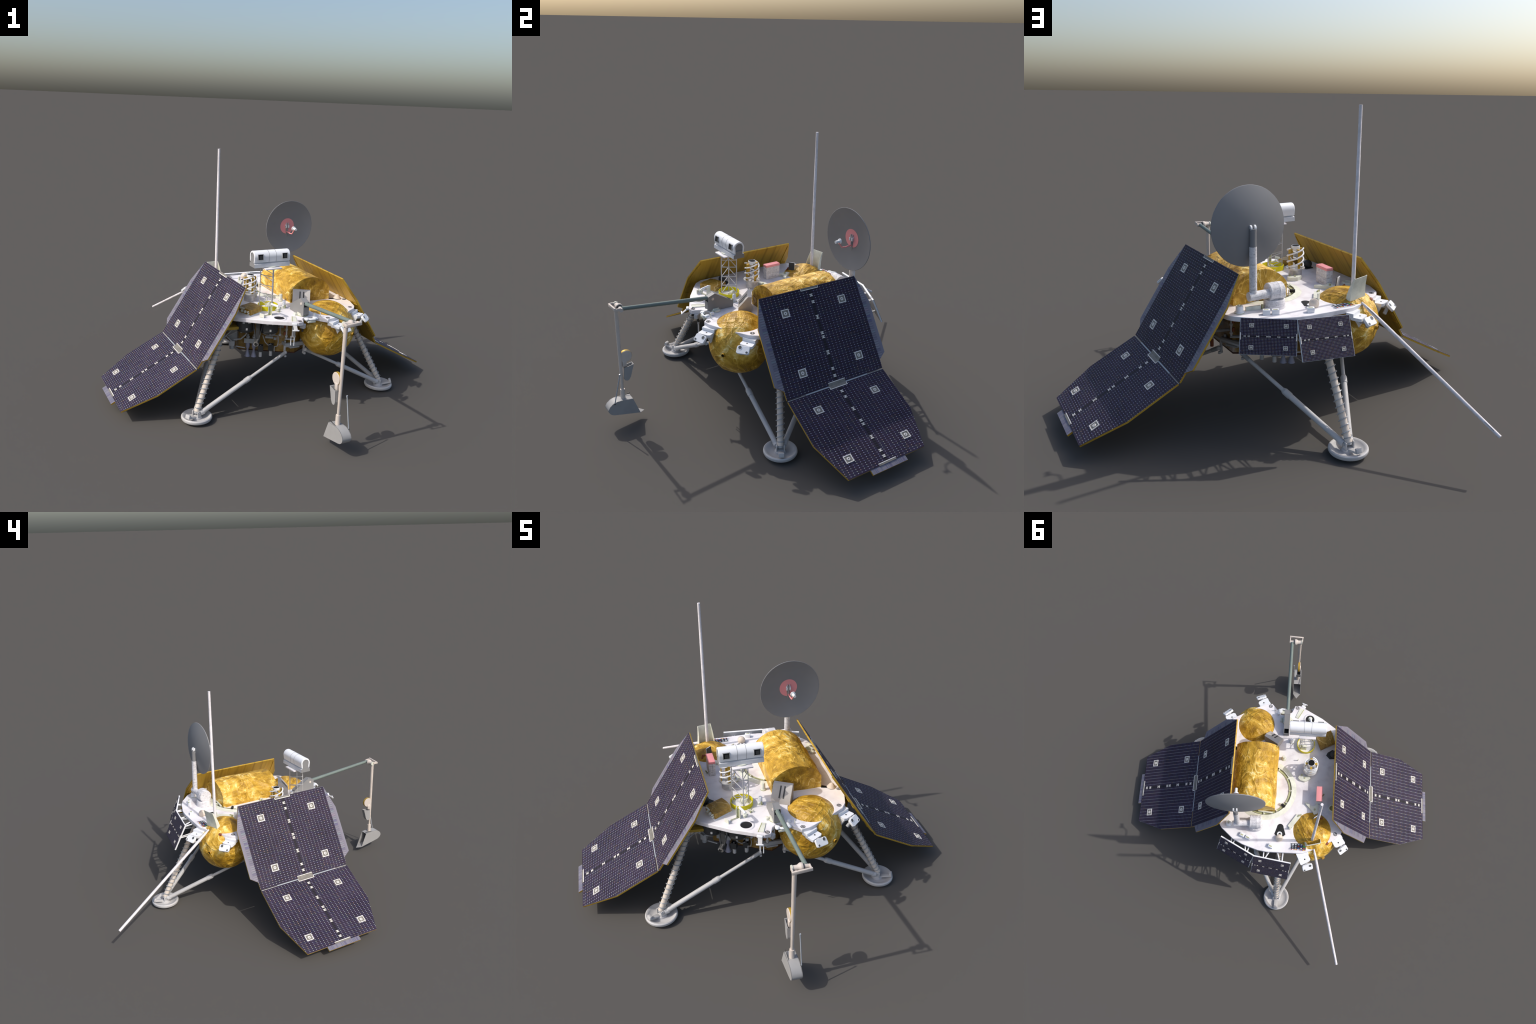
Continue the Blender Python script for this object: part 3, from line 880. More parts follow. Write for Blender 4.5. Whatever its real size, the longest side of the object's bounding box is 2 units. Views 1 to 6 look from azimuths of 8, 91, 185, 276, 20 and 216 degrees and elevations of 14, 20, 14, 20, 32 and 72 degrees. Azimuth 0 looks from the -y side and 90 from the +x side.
# small wing of fittings and pipes on the two hidden sides
p = Part("midgrey", "copper", "grey")
for sgn in (1,):
    p.tube([(sgn * 0.20, 0.375 * sgn, 0.372), (sgn * 0.255, 0.325 * sgn, 0.376), (sgn * 0.355, 0.160 * sgn, 0.395), (sgn * 0.36, -0.02 * sgn, 0.395)], 0.0055, m="grey", seg=8)
    p.cyl((sgn * 0.372, 0.115 * sgn, 0.345), (sgn * 0.372, 0.115 * sgn, 0.440), 0.0085, m="copper", seg=12)
    p.cyl((sgn * 0.372, 0.115 * sgn, 0.385), (sgn * 0.372, 0.115 * sgn, 0.400), 0.0095, m="grey", seg=12)
    p.box((sgn * 0.335, 0.05 * sgn, 0.47), (0.06, 0.10, 0.07), m="midgrey", bev=0.003)
    p.box((sgn * 0.335, -0.10 * sgn, 0.49), (0.05, 0.07, 0.06), m="midgrey", bev=0.003)
    p.tube([(sgn * 0.31, 0.02 * sgn, 0.355), (sgn * 0.43, 0.0, 0.385), (sgn * 0.47, 0.0, 0.42)], 0.006, m="midgrey")
obj(p, "side_plumbing", root, stuff=True)

# ================================================================== outrigger brackets by the tanks
def bracket_mesh():
    """built for the tank axis along +x; b is the tangential side"""
    q = Part("white", "void", "midgrey")
    b = 0.122
    # block rooted in the deck edge, with a step down to the tongue
    q.prism([(0.497, b - 0.040), (0.534, b - 0.036), (0.534, b + 0.038), (0.497, b + 0.036)], 0.534, 0.557, m="white")
    q.prism([(0.520, b - 0.034), (0.566, b - 0.033), (0.574, b - 0.022), (0.574, b + 0.036), (0.566, b + 0.040), (0.520, b + 0.036)], 0.527, 0.541, m="white")
    q.lathe([(0, 0.0), (0.0046, 0.0)], (0.550, b, 0.5416), m="void", seg=16)
    # gusset that tapers to a foot
    vs = [(0.505, b - 0.038, 0.53), (0.566, b - 0.032, 0.53), (0.566, b - 0.006, 0.53), (0.505, b - 0.006, 0.53),
          (0.524, b - 0.030, 0.472), (0.536, b - 0.030, 0.472), (0.536, b - 0.016, 0.472), (0.524, b - 0.016, 0.472)]
    q.add(vs, [(0, 1, 2, 3), (7, 6, 5, 4), (0, 4, 5, 1), (1, 5, 6, 2), (2, 6, 7, 3), (3, 7, 4, 0)], "white")
    # stub towards the tilted lug
    q.cyl((0.555, b + 0.004, 0.522), (0.592, b + 0.006, 0.528), 0.014, m="midgrey", seg=14)
    q.cyl((0.585, b + 0.004, 0.520), (0.578, b - 0.02, 0.490), 0.009, m="midgrey", seg=12)
    me = q.mesh("outrigger_bracket")
    # lug: rounded plate, normal tipped outwards and up
    q = Part("white", "void")
    nrm = V((0.70, 0.10, 0.72)).normalized()
    R = basis(nrm, (-0.22, 1, 0))
    # after basis: column 0 along the plate (tangential), column 1 up the slope
    w, h, t = 0.068, 0.043, 0.013
    tb = bmesh.new()
    bmesh.ops.create_cube(tb, size=1)
    for v in tb.verts:
        v.co = V((v.co.x * w, v.co.y * h, v.co.z * t))
    up = [e for e in tb.edges if abs((e.verts[0].co - e.verts[1].co).normalized().z) > 0.9]
    bmesh.ops.bevel(tb, geom=up, offset=0.009, segments=4, affect="EDGES", profile=0.5)
    bmesh.ops.bevel(tb, geom=[e for e in tb.edges], offset=0.0016, segments=1, affect="EDGES", profile=0.5)
    c = V((0.601, b + 0.006, 0.527))
    q.merge(tb, "white", Matrix.Translation(c) @ R.to_4x4())
    for pos, r in (((0.600, b - 0.012, 0.5360), 0.0092), ((0.6065, b + 0.030, 0.5205), 0.0062)):
        k = V(pos)
        k = k - nrm * ((k - c).dot(nrm) - t / 2 - 0.0004)
        q.lathe([(r * 1.12, -0.0002), (r * 1.05, 0.0012), (r, 0.0009), (r * 0.92, 0.0003)], k, nrm, m="white", seg=20)
        q.lathe([(0, 0.0004), (r * 0.95, 0.0004)], k, nrm, m="holes", seg=20)
    return me, q.mesh("lug_plate")
M["holes"] = plain("hole_shadow", (0.10, 0.105, 0.11), 0.6, 0, 0.2)
br_me, lug_me = bracket_mesh()
for base in (-60, 120):
    for s in (1, -1):
        o = link("outrigger_bracket", br_me, root, rotz(base) @ Matrix.Diagonal((1, s, 1, 1)))
        link("lug_plate", lug_me, o)

# ================================================================== camera mast
p = Part("yellow", "deck")
c = (-0.1375, -0.229, DECK)
p.lathe([(0.0590, 0.0), (0.0602, 0.001), (0.0602, 0.026), (0.0585, 0.0265), (0.0575, 0.026), (0.0575, 0.002)], c, m="yellow", seg=48)
p.lathe([(0, 0.0022), (0.0578, 0.0022)], c, m="deck", seg=48)
ring = obj(p, "mast_ring", root)
p = Part("cream")
vs = []
for z, s in ((DECK + 0.002, 1), (DECK + 0.024, 0.55)):
    vs += [(-0.122 + a * 0.020 * s, -0.214 + b * 0.020 * s, z) for a, b in ((-1, -1), (1, -1), (1, 1), (-1, 1))]
p.add(vs, [(0, 1, 5, 4), (1, 2, 6, 5), (2, 3, 7, 6), (3, 0, 4, 7), (4, 5, 6, 7), (3, 2, 1, 0)], "cream")
p.cyl((-0.128, -0.216, DECK + 0.024), (-0.112, -0.210, DECK + 0.030), 0.005, seg=10)
obj(p, "mast_foot", ring)
p = Part("midgrey", "grey")
legs = [(-0.1375, -0.278), (-0.182, -0.205), (-0.094, -0.203)]
Z0, Z1 = DECK + 0.002, 0.828
for x, y in legs:
    p.box((x, y, (Z0 + Z1) / 2), (0.0042, 0.0042, Z1 - Z0), m="grey")
lev = [0.595, 0.645, 0.698, 0.757, 0.800]
for z0, z1 in zip(lev, lev[1:] + [0.828]):
    for i in range(3):
        a, b = legs[i], legs[(i + 1) % 3]
        if i == 2:
            p.tube([(*a, z0), (*b, z0)], 0.0024, m="grey", seg=6)
        else:                      # the other two faces slope up to the left-hand post
            h0, h1 = (z0, z0 + 0.030) if i == 0 else (z0 + 0.024, z0)
            p.tube([(*a, h0), (*b, min(h1, Z1))], 0.0021, m="grey", seg=6)
mast = obj(p, "camera_mast", root)
p = Part("deck", "cream")
p.box((-0.137, -0.232, 0.8315), (0.106, 0.114, 0.0075), m="deck", bev=0.0012)
p.lathe([(0.040, 0.0), (0.040, 0.006), (0, 0.006)], (-0.137, -0.232, 0.835), m="cream", seg=28)
obj(p, "mast_plate", mast)
# camera head: arched shell on a flanged base, two framed windows in front
CX0, CX1, CY, CZ, CR = -0.252, -0.021, -0.230, 0.898, 0.0335
CY, CZ = -0.2290, 0.9005
p = Part("camwhite", "boxgrey", "black")
toyz = Matrix(((0, 0, 1, 0), (1, 0, 0, 0), (0, 1, 0, 0), (0, 0, 0, 1)))
mt = Matrix.Translation((0, CY, CZ)) @ toyz
def arc(r, lo=-12, n=28):
    k = r / CR
    a = [(r * cos(radians(lo + (180 - 2 * lo) * i / n)), r * sin(radians(lo + (180 - 2 * lo) * i / n))) for i in range(n + 1)]
    return [(0.0300 * k, -0.0315)] + a + [(-0.0300 * k, -0.0315)]
shell, inner = arc(CR), arc(CR * 0.72)
p.prism(shell, CX0 + 0.004, CX1 - 0.004, m="camwhite", mat=mt)
n = len(shell)
for xe, sgn in ((CX0, -1), (CX1, 1)):                # rolled end rims around a recessed face
    loops = [[mt @ V((*q, xe - sgn * 0.004)) for q in shell], [mt @ V((q[0] * 0.97, q[1] * 0.97, xe)) for q in shell],
             [mt @ V((*q, xe)) for q in inner], [mt @ V((*q, xe - sgn * 0.003)) for q in inner]]
    for a, b in zip(loops, loops[1:]):
        p.add(a + b, [(i, i + 1, n + i + 1, n + i) for i in range(n - 1)], "camwhite")
        p.add([a[0], b[0], a[-1], b[-1]], [(0, 1, 3, 2)], "camwhite")
    p.add(loops[3], [tuple(range(n))], "boxgrey")
for xe, sgn in ((CX0, -1), (CX1, 1)):                # the recess opens down into the saddle
    p.box((xe, CY, CZ - 0.028), (0.0012, 0.040, 0.018), m="boxgrey")
# saddle that flares out under the barrel
saddle = [(-0.0215, -0.0300), (0.0215, -0.0300), (0.0215, -0.0375), (0.0330, -0.0400), (0.0345, -0.0620), (-0.0345, -0.0620), (-0.0330, -0.0400), (-0.0215, -0.0375)]
p.prism(saddle, CX0 + 0.0005, CX1 - 0.0005, m="camgrey", mat=mt, top="boxgrey", bottom="boxgrey")
for x in (-0.158, -0.112):                            # girth seams
    p.prism(arc(CR + 0.0005), x - 0.0008, x + 0.0008, m="boxgrey", mat=mt)
head = obj(p, "camera_head", root, angle=32)
p = Part("boxgrey", "void", "drum")
for x in (-0.2145, -0.0570):
    a = radians(8)
    nn = V((0, -cos(a), sin(a)))
    q = V((x, CY, CZ - 0.004)) + nn * (CR + 0.0018)
    R = basis(nn, (1, 0, 0))
    p.box(q - nn * 0.0015, (0.035, 0.034, 0.004), m="void", rot=R)
    for e in (-1, 1):
        p.box(q + R @ V((e * 0.0165, 0, 0.0003)), (0.0026, 0.034, 0.004), m="midgrey", rot=R)
        p.box(q + R @ V((0, e * 0.0160, 0.0003)), (0.0304, 0.0026, 0.004), m="midgrey", rot=R)
    p.box(q + R @ V((0.002, -0.001, 0.0004)), (0.020, 0.020, 0.002), m="drum", rot=R)
obj(p, "camera_window", head)

# ================================================================== spiral basket sensor
bc = V((-0.174, -0.050, 0))
p = Part("basket", "goldplate")
p.lathe([(0, DECK + 0.001), (0.0355, DECK + 0.001), (0.0355, 0.610), (0.040, 0.618), (0.0505, 0.6195), (0.0515, 0.6225), (0.0505, 0.6265), (0.046, 0.6265), (0.044, 0.6240), (0, 0.6240)], bc, m="basket", seg=36)
bk = obj(p, "basket_base", root)
p = Part("goldplate")
for i in range(4):
    a = radians(1 + 90 * i)
    d = V((cos(a), sin(a), 0))
    p.box(bc + d * 0.0365 + V((0, 0, 0.672)), (0.0045, 0.0130, 0.106), m="goldplate", rot=basis((0, 0, 1), d))
    p.box(bc + d * 0.030 + V((0, 0, 0.7235)), (0.016, 0.0130, 0.004), m="goldplate", rot=basis((0, 0, 1), d))
obj(p, "basket_posts", bk)
p = Part("white")
for ph in (2.2, 2.2 + 2 * pi / 3, 2.2 + 4 * pi / 3):
    p.helix(bc + V((0, 0, 0.632)), bc + V((0, 0, 0.731)), 0.0420, 1.05, 0.0040, per=32, phase=ph, seg=8)
for i in range(4):
    a = radians(70 + 90 * i)
    p.tube([bc + V((0.040 * cos(a), 0.040 * sin(a), 0.65 + 0.015 * i)), bc + V((0.040 * cos(a + 0.9), 0.040 * sin(a + 0.9), 0.632 + 0.015 * i))], 0.0022, seg=6)
obj(p, "spiral_coil", bk)
p = Part("white", "void")
p.lathe([(0.018, 0.716), (0.0215, 0.724), (0.0222, 0.7405), (0.0208, 0.7412), (0.0200, 0.735)], bc, m="white", seg=28)
p.lathe([(0, 0.7395), (0.0208, 0.7395)], bc, m="void", seg=28)
obj(p, "intake_cup", bk)

# ================================================================== pink-topped box
p = Part("wrap", "pink")
for i in range(2):
    for j in range(2):
        for k in range(2):
            p.box((-0.2380 + (i - 0.5) * 0.0182, 0.131 + (j - 0.5) * 0.0480, DECK + 0.0195 + k * 0.0388), (0.0180, 0.0476, 0.0384), m="wrap", bev=0.0009)
bx = obj(p, "quilted_box", root)
p = Part("pink")
p.box((-0.2380, 0.131, 0.6605), (0.0385, 0.0985, 0.0145), m="pink", bev=0.0012)
obj(p, "box_lid", bx)

# ================================================================== dish antenna
DC = V((0.2732, 0.3013, 0.9484))
DN = V((sin(radians(2.1)), -cos(radians(2.1)), sin(radians(-1.3)))).normalized()   # looks forward
DR, DD = 0.178, 0.034
p = Part("dish", "pink")
prof = [(DR * i / 16, -DD * (1 - (i / 16) ** 2)) for i in range(17)]
front = prof
back = [(r * 1.002 + 0.0002, h - 0.0045) for r, h in prof[1:]]
p.lathe(front[:6], DC, DN, m="dish", seg=48)
p.lathe(front[5:] + [(DR + 0.0015, -0.001)] + back[::-1] + [(0, -DD - 0.0045)], DC, DN, m="dish", seg=48)
dish = obj(p, "dish_reflector", root, angle=50)
p = Part("pink", "grey", "white")
p.lathe([(0.0534 * i / 6, -DD * (1 - (0.0534 * i / 6 / DR) ** 2) + 0.0012) for i in range(7)], DC, DN, m="pink", seg=36)
obj(p, "dish_centre", dish)
p = Part("pink", "grey", "white", "midgrey")
hub = DC - DN * DD
def dp(x, z, f):                                       # dish frame: right, up, forward
    return hub + V((cos(radians(2.1)), sin(radians(2.1)), 0)) * x + V((0, 0, 1)) * z + DN * f
for sx in (-1, 1):
    p.box(dp(sx * 0.0065, 0.006, 0.005), (0.0045, 0.010, 0.032), m="grey")
p.box(dp(0, -0.014, 0.0055), (0.0050, 0.010, 0.052), m="midgrey")
p.tube([dp(0, -0.040, 0.004), dp(0, -0.043, 0.050), dp(0, -0.040, 0.074), dp(0, -0.010, 0.098)], 0.0042, m="pink")
p.cyl(dp(0, 0.0, 0.090), dp(0, 0.0, 0.096), 0.0150, m="white", seg=24)
p.cyl(dp(0, 0.0, 0.096), dp(0, 0.0, 0.124), 0.0088, 0.0082, m="white", seg=20)
obj(p, "dish_feed", dish)
# mast, elbow and turntable drum
p = Part("wrap", "dish", "white")
p.cyl((0.273, 0.350, 0.650), (0.2725, 0.346, 0.865), 0.0172, 0.0165, m="wrap", seg=24)
p.cyl((0.2725, 0.346, 0.865), (0.272, 0.345, 0.944), 0.0150, m="dish", seg=24)
p.cyl((0.297, 0.352, 0.645), (0.195, 0.346, 0.645), 0.0205, m="wrap", seg=24)
for sx in (-1, 1):                                     # clevis cheeks
    c0 = V((0.272 + sx * 0.0098, 0.340, 0.946))
    p.cyl(c0 - V((0.004, 0, 0)), c0 + V((0.004, 0, 0)), 0.0140, m="white", seg=20)
    p.box(c0 + V((0, -0.008, -0.002)), (0.008, 0.020, 0.018), m="white", bev=0.001)
    p.box(c0 + V((0, 0.002, -0.012)), (0.008, 0.012, 0.018), m="white", bev=0.001)
p.lathe([(0.0, -0.037), (0.039, -0.037), (0.0415, -0.034), (0.0415, -0.014), (0.0425, -0.012), (0.0415, -0.009), (0.0425, 0.008), (0.0415, 0.012), (0.0415, 0.032), (0.039, 0.035), (0, 0.035)], (0.160, 0.336, 0.648), (1, 0, 0), m="wrap", seg=36)
p.lathe([(0.0505, DECK + 0.0004), (0.0495, 0.583), (0.0500, 0.586), (0.0490, 0.592), (0.0495, 0.597), (0.0480, 0.611), (0.046, 0.615), (0, 0.618)], (0.160, 0.337, 0), m="wrap", seg=40)
obj(p, "dish_mount", root)

# ================================================================== rod antennas and paddle
p = Part("rod")
A0, A1 = V((-0.2085, 0.4205, 0.590)), V((-0.2095, 0.4220, 1.4625))
p.tube([A0, A0.lerp(A1, 0.30), A0.lerp(A1, 0.301), A1.lerp(A0, 0.25), A1.lerp(A0, 0.249), A1], [0.0094, 0.0090, 0.0086, 0.0084, 0.0080, 0.0078], seg=12)
obj(p, "rod_antenna", root)
p = Part("rod", "holes")
B0, B1 = V((-0.2225, 0.474, 0.578)), V((-0.4275, 1.157, 0.182))
p.tube([B0, B0.lerp(B1, 0.04), B0.lerp(B1, 0.10), B0.lerp(B1, 0.25), B0.lerp(B1, 0.251), B0.lerp(B1, 0.75), B0.lerp(B1, 0.751), B1], [0.0045, 0.0072, 0.0092, 0.0092, 0.0088, 0.0086, 0.0082, 0.0080], seg=12)
ax = (B1 - B0).normalized()
side = V((0.6, 0.3, 0.55)); side = (side - ax * side.dot(ax)).normalized()
p.box(B0.lerp(B1, 0.095) + side * 0.0083, (0.0030, 0.0016, 0.075), m="holes", rot=basis(ax, ax.cross(side)))
p.box(B0.lerp(B1, 0.93) + side * 0.0074, (0.0022, 0.0016, 0.05), m="holes", rot=basis(ax, ax.cross(side)))
obj(p, "trailing_boom", root)
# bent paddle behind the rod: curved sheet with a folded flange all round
p = Part("cream")
def pad(u, v, d):
    """u across (-x to +x), v up; d pushes the sheet forward"""
    P1, P2, T1, T2 = V((-0.166, 0.461, 0.588)), V((-0.268, 0.437, 0.594)), V((-0.176, 0.482, 0.697)), V((-0.258, 0.460, 0.700))
    q = P2.lerp(P1, u).lerp(T2.lerp(T1, u), v)
    bow = 4 * v * (1 - v)
    bend = V((-0.02, -1.0, 0.1)) * (0.004 * (1 - v) * 4 * u * (1 - u))
    return q + V((0.24, -0.95, 0.10)).normalized() * d + V((0.1, -0.6, 0)) * 0.012 * bow * 0.6 - bend
NU, NV = 10, 12
def slab(us, vs_, lift):
    """thin curved sheet over a grid of (u, v), lifted off the back by lift(u, v)"""
    nu, nv = len(us), len(vs_)
    pts = [pad(u, v, lift(u, v, k)) if not callable(k) else k(u, v) for k in (0, 1) for v in vs_ for u in us]
    fs = []
    for k in (0, 1):
        o = k * nu * nv
        fs += [(o + j * nu + i, o + j * nu + i + 1, o + (j + 1) * nu + i + 1, o + (j + 1) * nu + i) for j in range(nv - 1) for i in range(nu - 1)]
    rim = [(0, i) for i in range(nu)] + [(j, nu - 1) for j in range(1, nv)] + [(nv - 1, i) for i in range(nu - 2, -1, -1)] + [(j, 0) for j in range(nv - 2, 0, -1)]
    q = nu * nv
    ids = [j * nu + i for j, i in rim]
    fs += [(ids[i], ids[(i + 1) % len(ids)], q + ids[(i + 1) % len(ids)], q + ids[i]) for i in range(len(ids))]
    p.add(pts, fs, "cream")
grid_v = [j / NV for j in range(NV + 1)]
slab([i / NU for i in range(NU + 1)], grid_v, lambda u, v, k: 0.0024 * k)
for u0, u1 in ((0.0, 0.024), (0.976, 1.0)):
    slab([u0, u1], grid_v, lambda u, v, k: 0.0024 + k * (0.021 * (1 - v) ** 0.8 + 0.004))
obj(p, "antenna_paddle", root)

# ================================================================== sampling arm
p = Part("boxgrey", "drum", "beige")
side = [(-0.290, 0.5765), (-0.290, 0.611), (-0.405, 0.679), (-0.447, 0.664), (-0.4485, 0.586), (-0.430, 0.5765)]
yz = Matrix(((0, 0, 1, 0), (1, 0, 0, 0), (0, 1, 0, 0), (0, 0, 0, 1)))
for x in (-0.0165, 0.0165):
    p.prism(side, x - 0.0018, x + 0.0018, m="boxgrey", mat=yz)
    p.lathe([(0.0085, 0), (0.0075, 0.0022), (0, 0.0026)], (x + (0.0018 if x > 0 else -0.0018), -0.418, 0.649), (1 if x > 0 else -1, 0, 0), m="beige", seg=20)
def strip(a, b, t=0.003, m="boxgrey"):
    a, b = V((0, *a)), V((0, *b))
    d = b - a
    p.box((a + b) / 2, (0.0300, t, d.length), m=m, rot=basis(d, (1, 0, 0)))
strip((-0.447, 0.590), (-0.4465, 0.634))
strip((-0.405, 0.6765), (-0.320, 0.6265)); strip((-0.405, 0.6765), (-0.444, 0.662)); strip((-0.292, 0.578), (-0.292, 0.609))
p.box((0, -0.36, 0.583), (0.030, 0.12, 0.010), m="drum")
pivot = obj(p, "arm_shoulder", root)
p = Part("cream", "olive", "white")
p.lathe([(0.034, DECK + 0.0003), (0.033, 0.580), (0.027, 0.582), (0.026, 0.590), (0.0, 0.590)], (0.0, -0.400, 0), m="cream", seg=28)
p.lathe([(0.0345, DECK + 0.0005), (0.0345, 0.5785), (0.031, 0.5785)], (0.0, -0.400, 0), m="olive", seg=28)
p.box((-0.040, -0.395, 0.582), (0.014, 0.02, 0.014), m="cream", bev=0.002); p.box((0.04, -0.40, 0.582), (0.012, 0.03, 0.012), m="cream", bev=0.002)
# yoke in the notch at the front of the deck
for x, s in ((0.052, 1), (-0.005, 0.8)):
    p.lathe([(0.0, 0.0), (0.016 * s, 0.0), (0.017 * s, 0.006), (0.012 * s, 0.012), (0, 0.0125)], (x, -0.470, 0.566), m="white", seg=18)
p.tube([(-0.012, -0.455, 0.571), (0.012, -0.482, 0.571), (0.04, -0.486, 0.571), (0.062, -0.470, 0.573)], 0.0065, m="white", seg=8)
p.box((0.022, -0.470, 0.556), (0.050, 0.030, 0.012), m="cream", bev=0.002)
p.box((0.060, -0.445, 0.585), (0.016, 0.018, 0.016), m="white", bev=0.002)
obj(p, "shoulder_turntable", pivot)
p = Part("armgreen")
UA0, UA1 = V((-0.001, -0.425, 0.6515)), V((-0.002, -0.930, 0.7035))
p.cyl(UA0, UA1, 0.0115, 0.0105, m="armgreen", seg=24)
obj(p, "upper_arm", root)
p = Part("beige", "cream", "drum")
ez = 0.704
p.cyl((-0.022, -0.935, ez), (0.0155, -0.936, ez - 0.002), 0.0105, m="beige", seg=20)
p.cyl((-0.018, -0.935, ez), (-0.014, -0.935, ez), 0.0150, m="drum", seg=20)
p.lathe([(0.0, 0.0), (0.019, 0.0), (0.020, 0.002), (0.020, 0.011), (0.019, 0.013), (0.0125, 0.024), (0.0125, 0.046), (0, 0.046)], (-0.0185, -0.935, ez), (-1, 0, 0), m="beige", seg=28)
p.lathe([(0.0, 0.046), (0.0148, 0.046), (0.0148, 0.052), (0, 0.052)], (-0.0185, -0.935, ez + 0.001), (-1, 0, 0), m="cream", seg=24)
p.box((-0.030, -0.969, ez + 0.005), (0.094, 0.0085, 0.016), m="beige", z=(-0.08, 0, 1), x=(1, 0, 0.08), bev=0.0012)
for x, w in ((-0.072, 0.006), (0.0125, 0.006)):
    p.box((x, -0.953, ez + 0.004), (w, 0.030, 0.015), m="beige", bev=0.001)
obj(p, "arm_elbow", root)
p = Part("beige")
p.cyl((-0.0565, -0.940, 0.702), (-0.058, -0.935, 0.195), 0.0112, 0.0080, m="beige", seg=20)
fore = obj(p, "forearm", root)
p = Part("beige")
p.lathe([(0.0078, 0.206), (0.0125, 0.206), (0.0130, 0.203), (0.0130, 0.148), (0, 0.148)], (-0.058, -0.9345, 0), m="beige", seg=20)
obj(p, "wrist_sleeve", fore)
p = Part("scoop")
prof = [(-0.889, 0.1465), (-0.949, 0.1530), (-0.978, 0.1535), (-1.000, 0.147), (-1.018, 0.133), (-1.027, 0.118), (-1.0275, 0.106), (-1.020, 0.092), (-1.006, 0.081), (-0.989, 0.0755), (-0.850, 0.0455)]
XL, XR = -0.0855, -0.0300
n = len(prof)
wall = [V((0, *q)) for q in prof]
cen = V((0, -0.945, 0.108))
for x, xi in ((XL, XL + 0.003), (XR, XR - 0.003)):
    p.prism(prof, x, xi, mat=yz)
inn = [(a[0] + (cen.y - a[0]) * 0.04, a[1] + (cen.z - a[1]) * 0.06) for a in prof]   # curved shell, open at the mouth
rows = [(XL + 0.0002, prof), (XR - 0.0002, prof), (XR - 0.0002, inn), (XL + 0.0002, inn)]
vs = [(x, *q) for x, pp in rows for q in pp]
fs = [(r * n + i, r * n + i + 1, ((r + 1) % 4) * n + i + 1, ((r + 1) % 4) * n + i) for r in range(4) for i in range(n - 1)]
fs += [(e, n + e, 2 * n + e, 3 * n + e) for e in (0, n - 1)]
p.add(vs, fs, "scoop")
p.add([(XL, -0.852, 0.0462), (XR, -0.852, 0.0462), ((XL + XR) / 2, -0.818, 0.0365), (XL, -0.852, 0.0438), (XR, -0.852, 0.0438), ((XL + XR) / 2, -0.818, 0.0345)],
      [(0, 1, 2), (5, 4, 3), (0, 3, 4, 1), (1, 4, 5, 2), (2, 5, 3, 0)], "scoop")
p.box((-0.078, -0.930, 0.1535), (0.002, 0.085, 0.004), m="drum", z=(0, -0.1, 1), x=(1, 0, 0))
obj(p, "scoop", root)
p = Part("wire", "drum")
p.tube([(-0.0265, -0.9545, 0.316), (-0.0270, -0.992, 0.147)], 0.0030, m="wire", seg=10)
p.cyl((-0.032, -0.992, 0.147), (-0.024, -0.992, 0.147), 0.0036, m="drum", seg=10)
p.cyl((-0.0265, -0.953, 0.310), (-0.0265, -0.9552, 0.3185), 0.0040, m="wire", seg=10)
obj(p, "scoop_link", fore)
p = Part("beige", "goldplate")
p.lathe([(0, -0.0095), (0.0325, -0.0095), (0.0340, -0.007), (0.0340, 0.007), (0.0325, 0.0095), (0, 0.0095)], (-0.0610, -0.9050, 0.3985), (1, 0, 0), m="beige", seg=32)
p.lathe([(0.0342, -0.0068), (0.0349, -0.0068), (0.0349, 0.0068), (0.0342, 0.0068)], (-0.0610, -0.9050, 0.3985), (1, 0, 0), m="goldplate", seg=32)
p.box((-0.062, -0.915, 0.360), (0.024, 0.024, 0.036), m="beige", bev=0.003)
obj(p, "magnet_drum", fore)
p = Part("scoop")
tp = [(-0.866, 0.345), (-0.920, 0.334), (-0.9245, 0.275), (-0.919, 0.260), (-0.908, 0.2545), (-0.896, 0.258), (-0.886, 0.274)]
for x, xi in ((-0.078, -0.0755), (-0.048, -0.0505)):
    p.prism(tp, x, xi, mat=yz)
for i in range(1, len(tp)):
    a, b = tp[i], tp[(i + 1) % len(tp)]
    ai = (a[0] + (-0.903 - a[0]) * 0.08, a[1] + (0.31 - a[1]) * 0.06); bi = (b[0] + (-0.903 - b[0]) * 0.08, b[1] + (0.31 - b[1]) * 0.06)
    p.prism([a, b, bi, ai], -0.0778, -0.0482, mat=yz)
obj(p, "scoop_brush_pocket", fore)

# ================================================================== slotted wedge box by the housing
f, r_ = V((-0.5, -0.866, 0)), V((0.866, -0.5, 0))
fm = frame((0, 0, 0), r_, f, r_.cross(f))                 # x along the box, y forward; z points down here
fm = frame((0, 0, 0), -r_, f, (-r_).cross(f))
pr = [(0.140, DECK + 0.0005), (0.140, 0.668), (0.160, 0.668), (0.212, 0.604), (0.214, DECK + 0.0005)]
p = Part("boxbeige", "drum")
def wb(q):
    return f * q[0] + V((0, 0, 1)) * q[1]
for a in range(1):
    n = len(pr)
    vs = [r_ * 0.140 + wb(q) for q in pr] + [r_ * 0.245 + wb(q) for q in pr]
    p.add(vs, [(i, (i + 1) % n, n + (i + 1) % n, n + i) for i in range(n)] + [tuple(range(n))[::-1], tuple(range(n, 2 * n))], "boxbeige")
sl0, sl1 = V((0, 0.160, 0.668)), V((0, 0.212, 0.604))
for rr in (0.184, 0.206):
    a, b = r_ * rr + wb((0.166, 0.6605)), r_ * rr + wb((0.2085, 0.6085))
    d = b - a
    nrm = d.cross(r_).normalized()
    if nrm.z < 0: nrm = -nrm
    p.box((a + b) / 2 + nrm * 0.0003, (0.0072, 0.0024, d.length), m="drum", rot=basis(d, r_))
obj(p, "slotted_wedge_box", root)

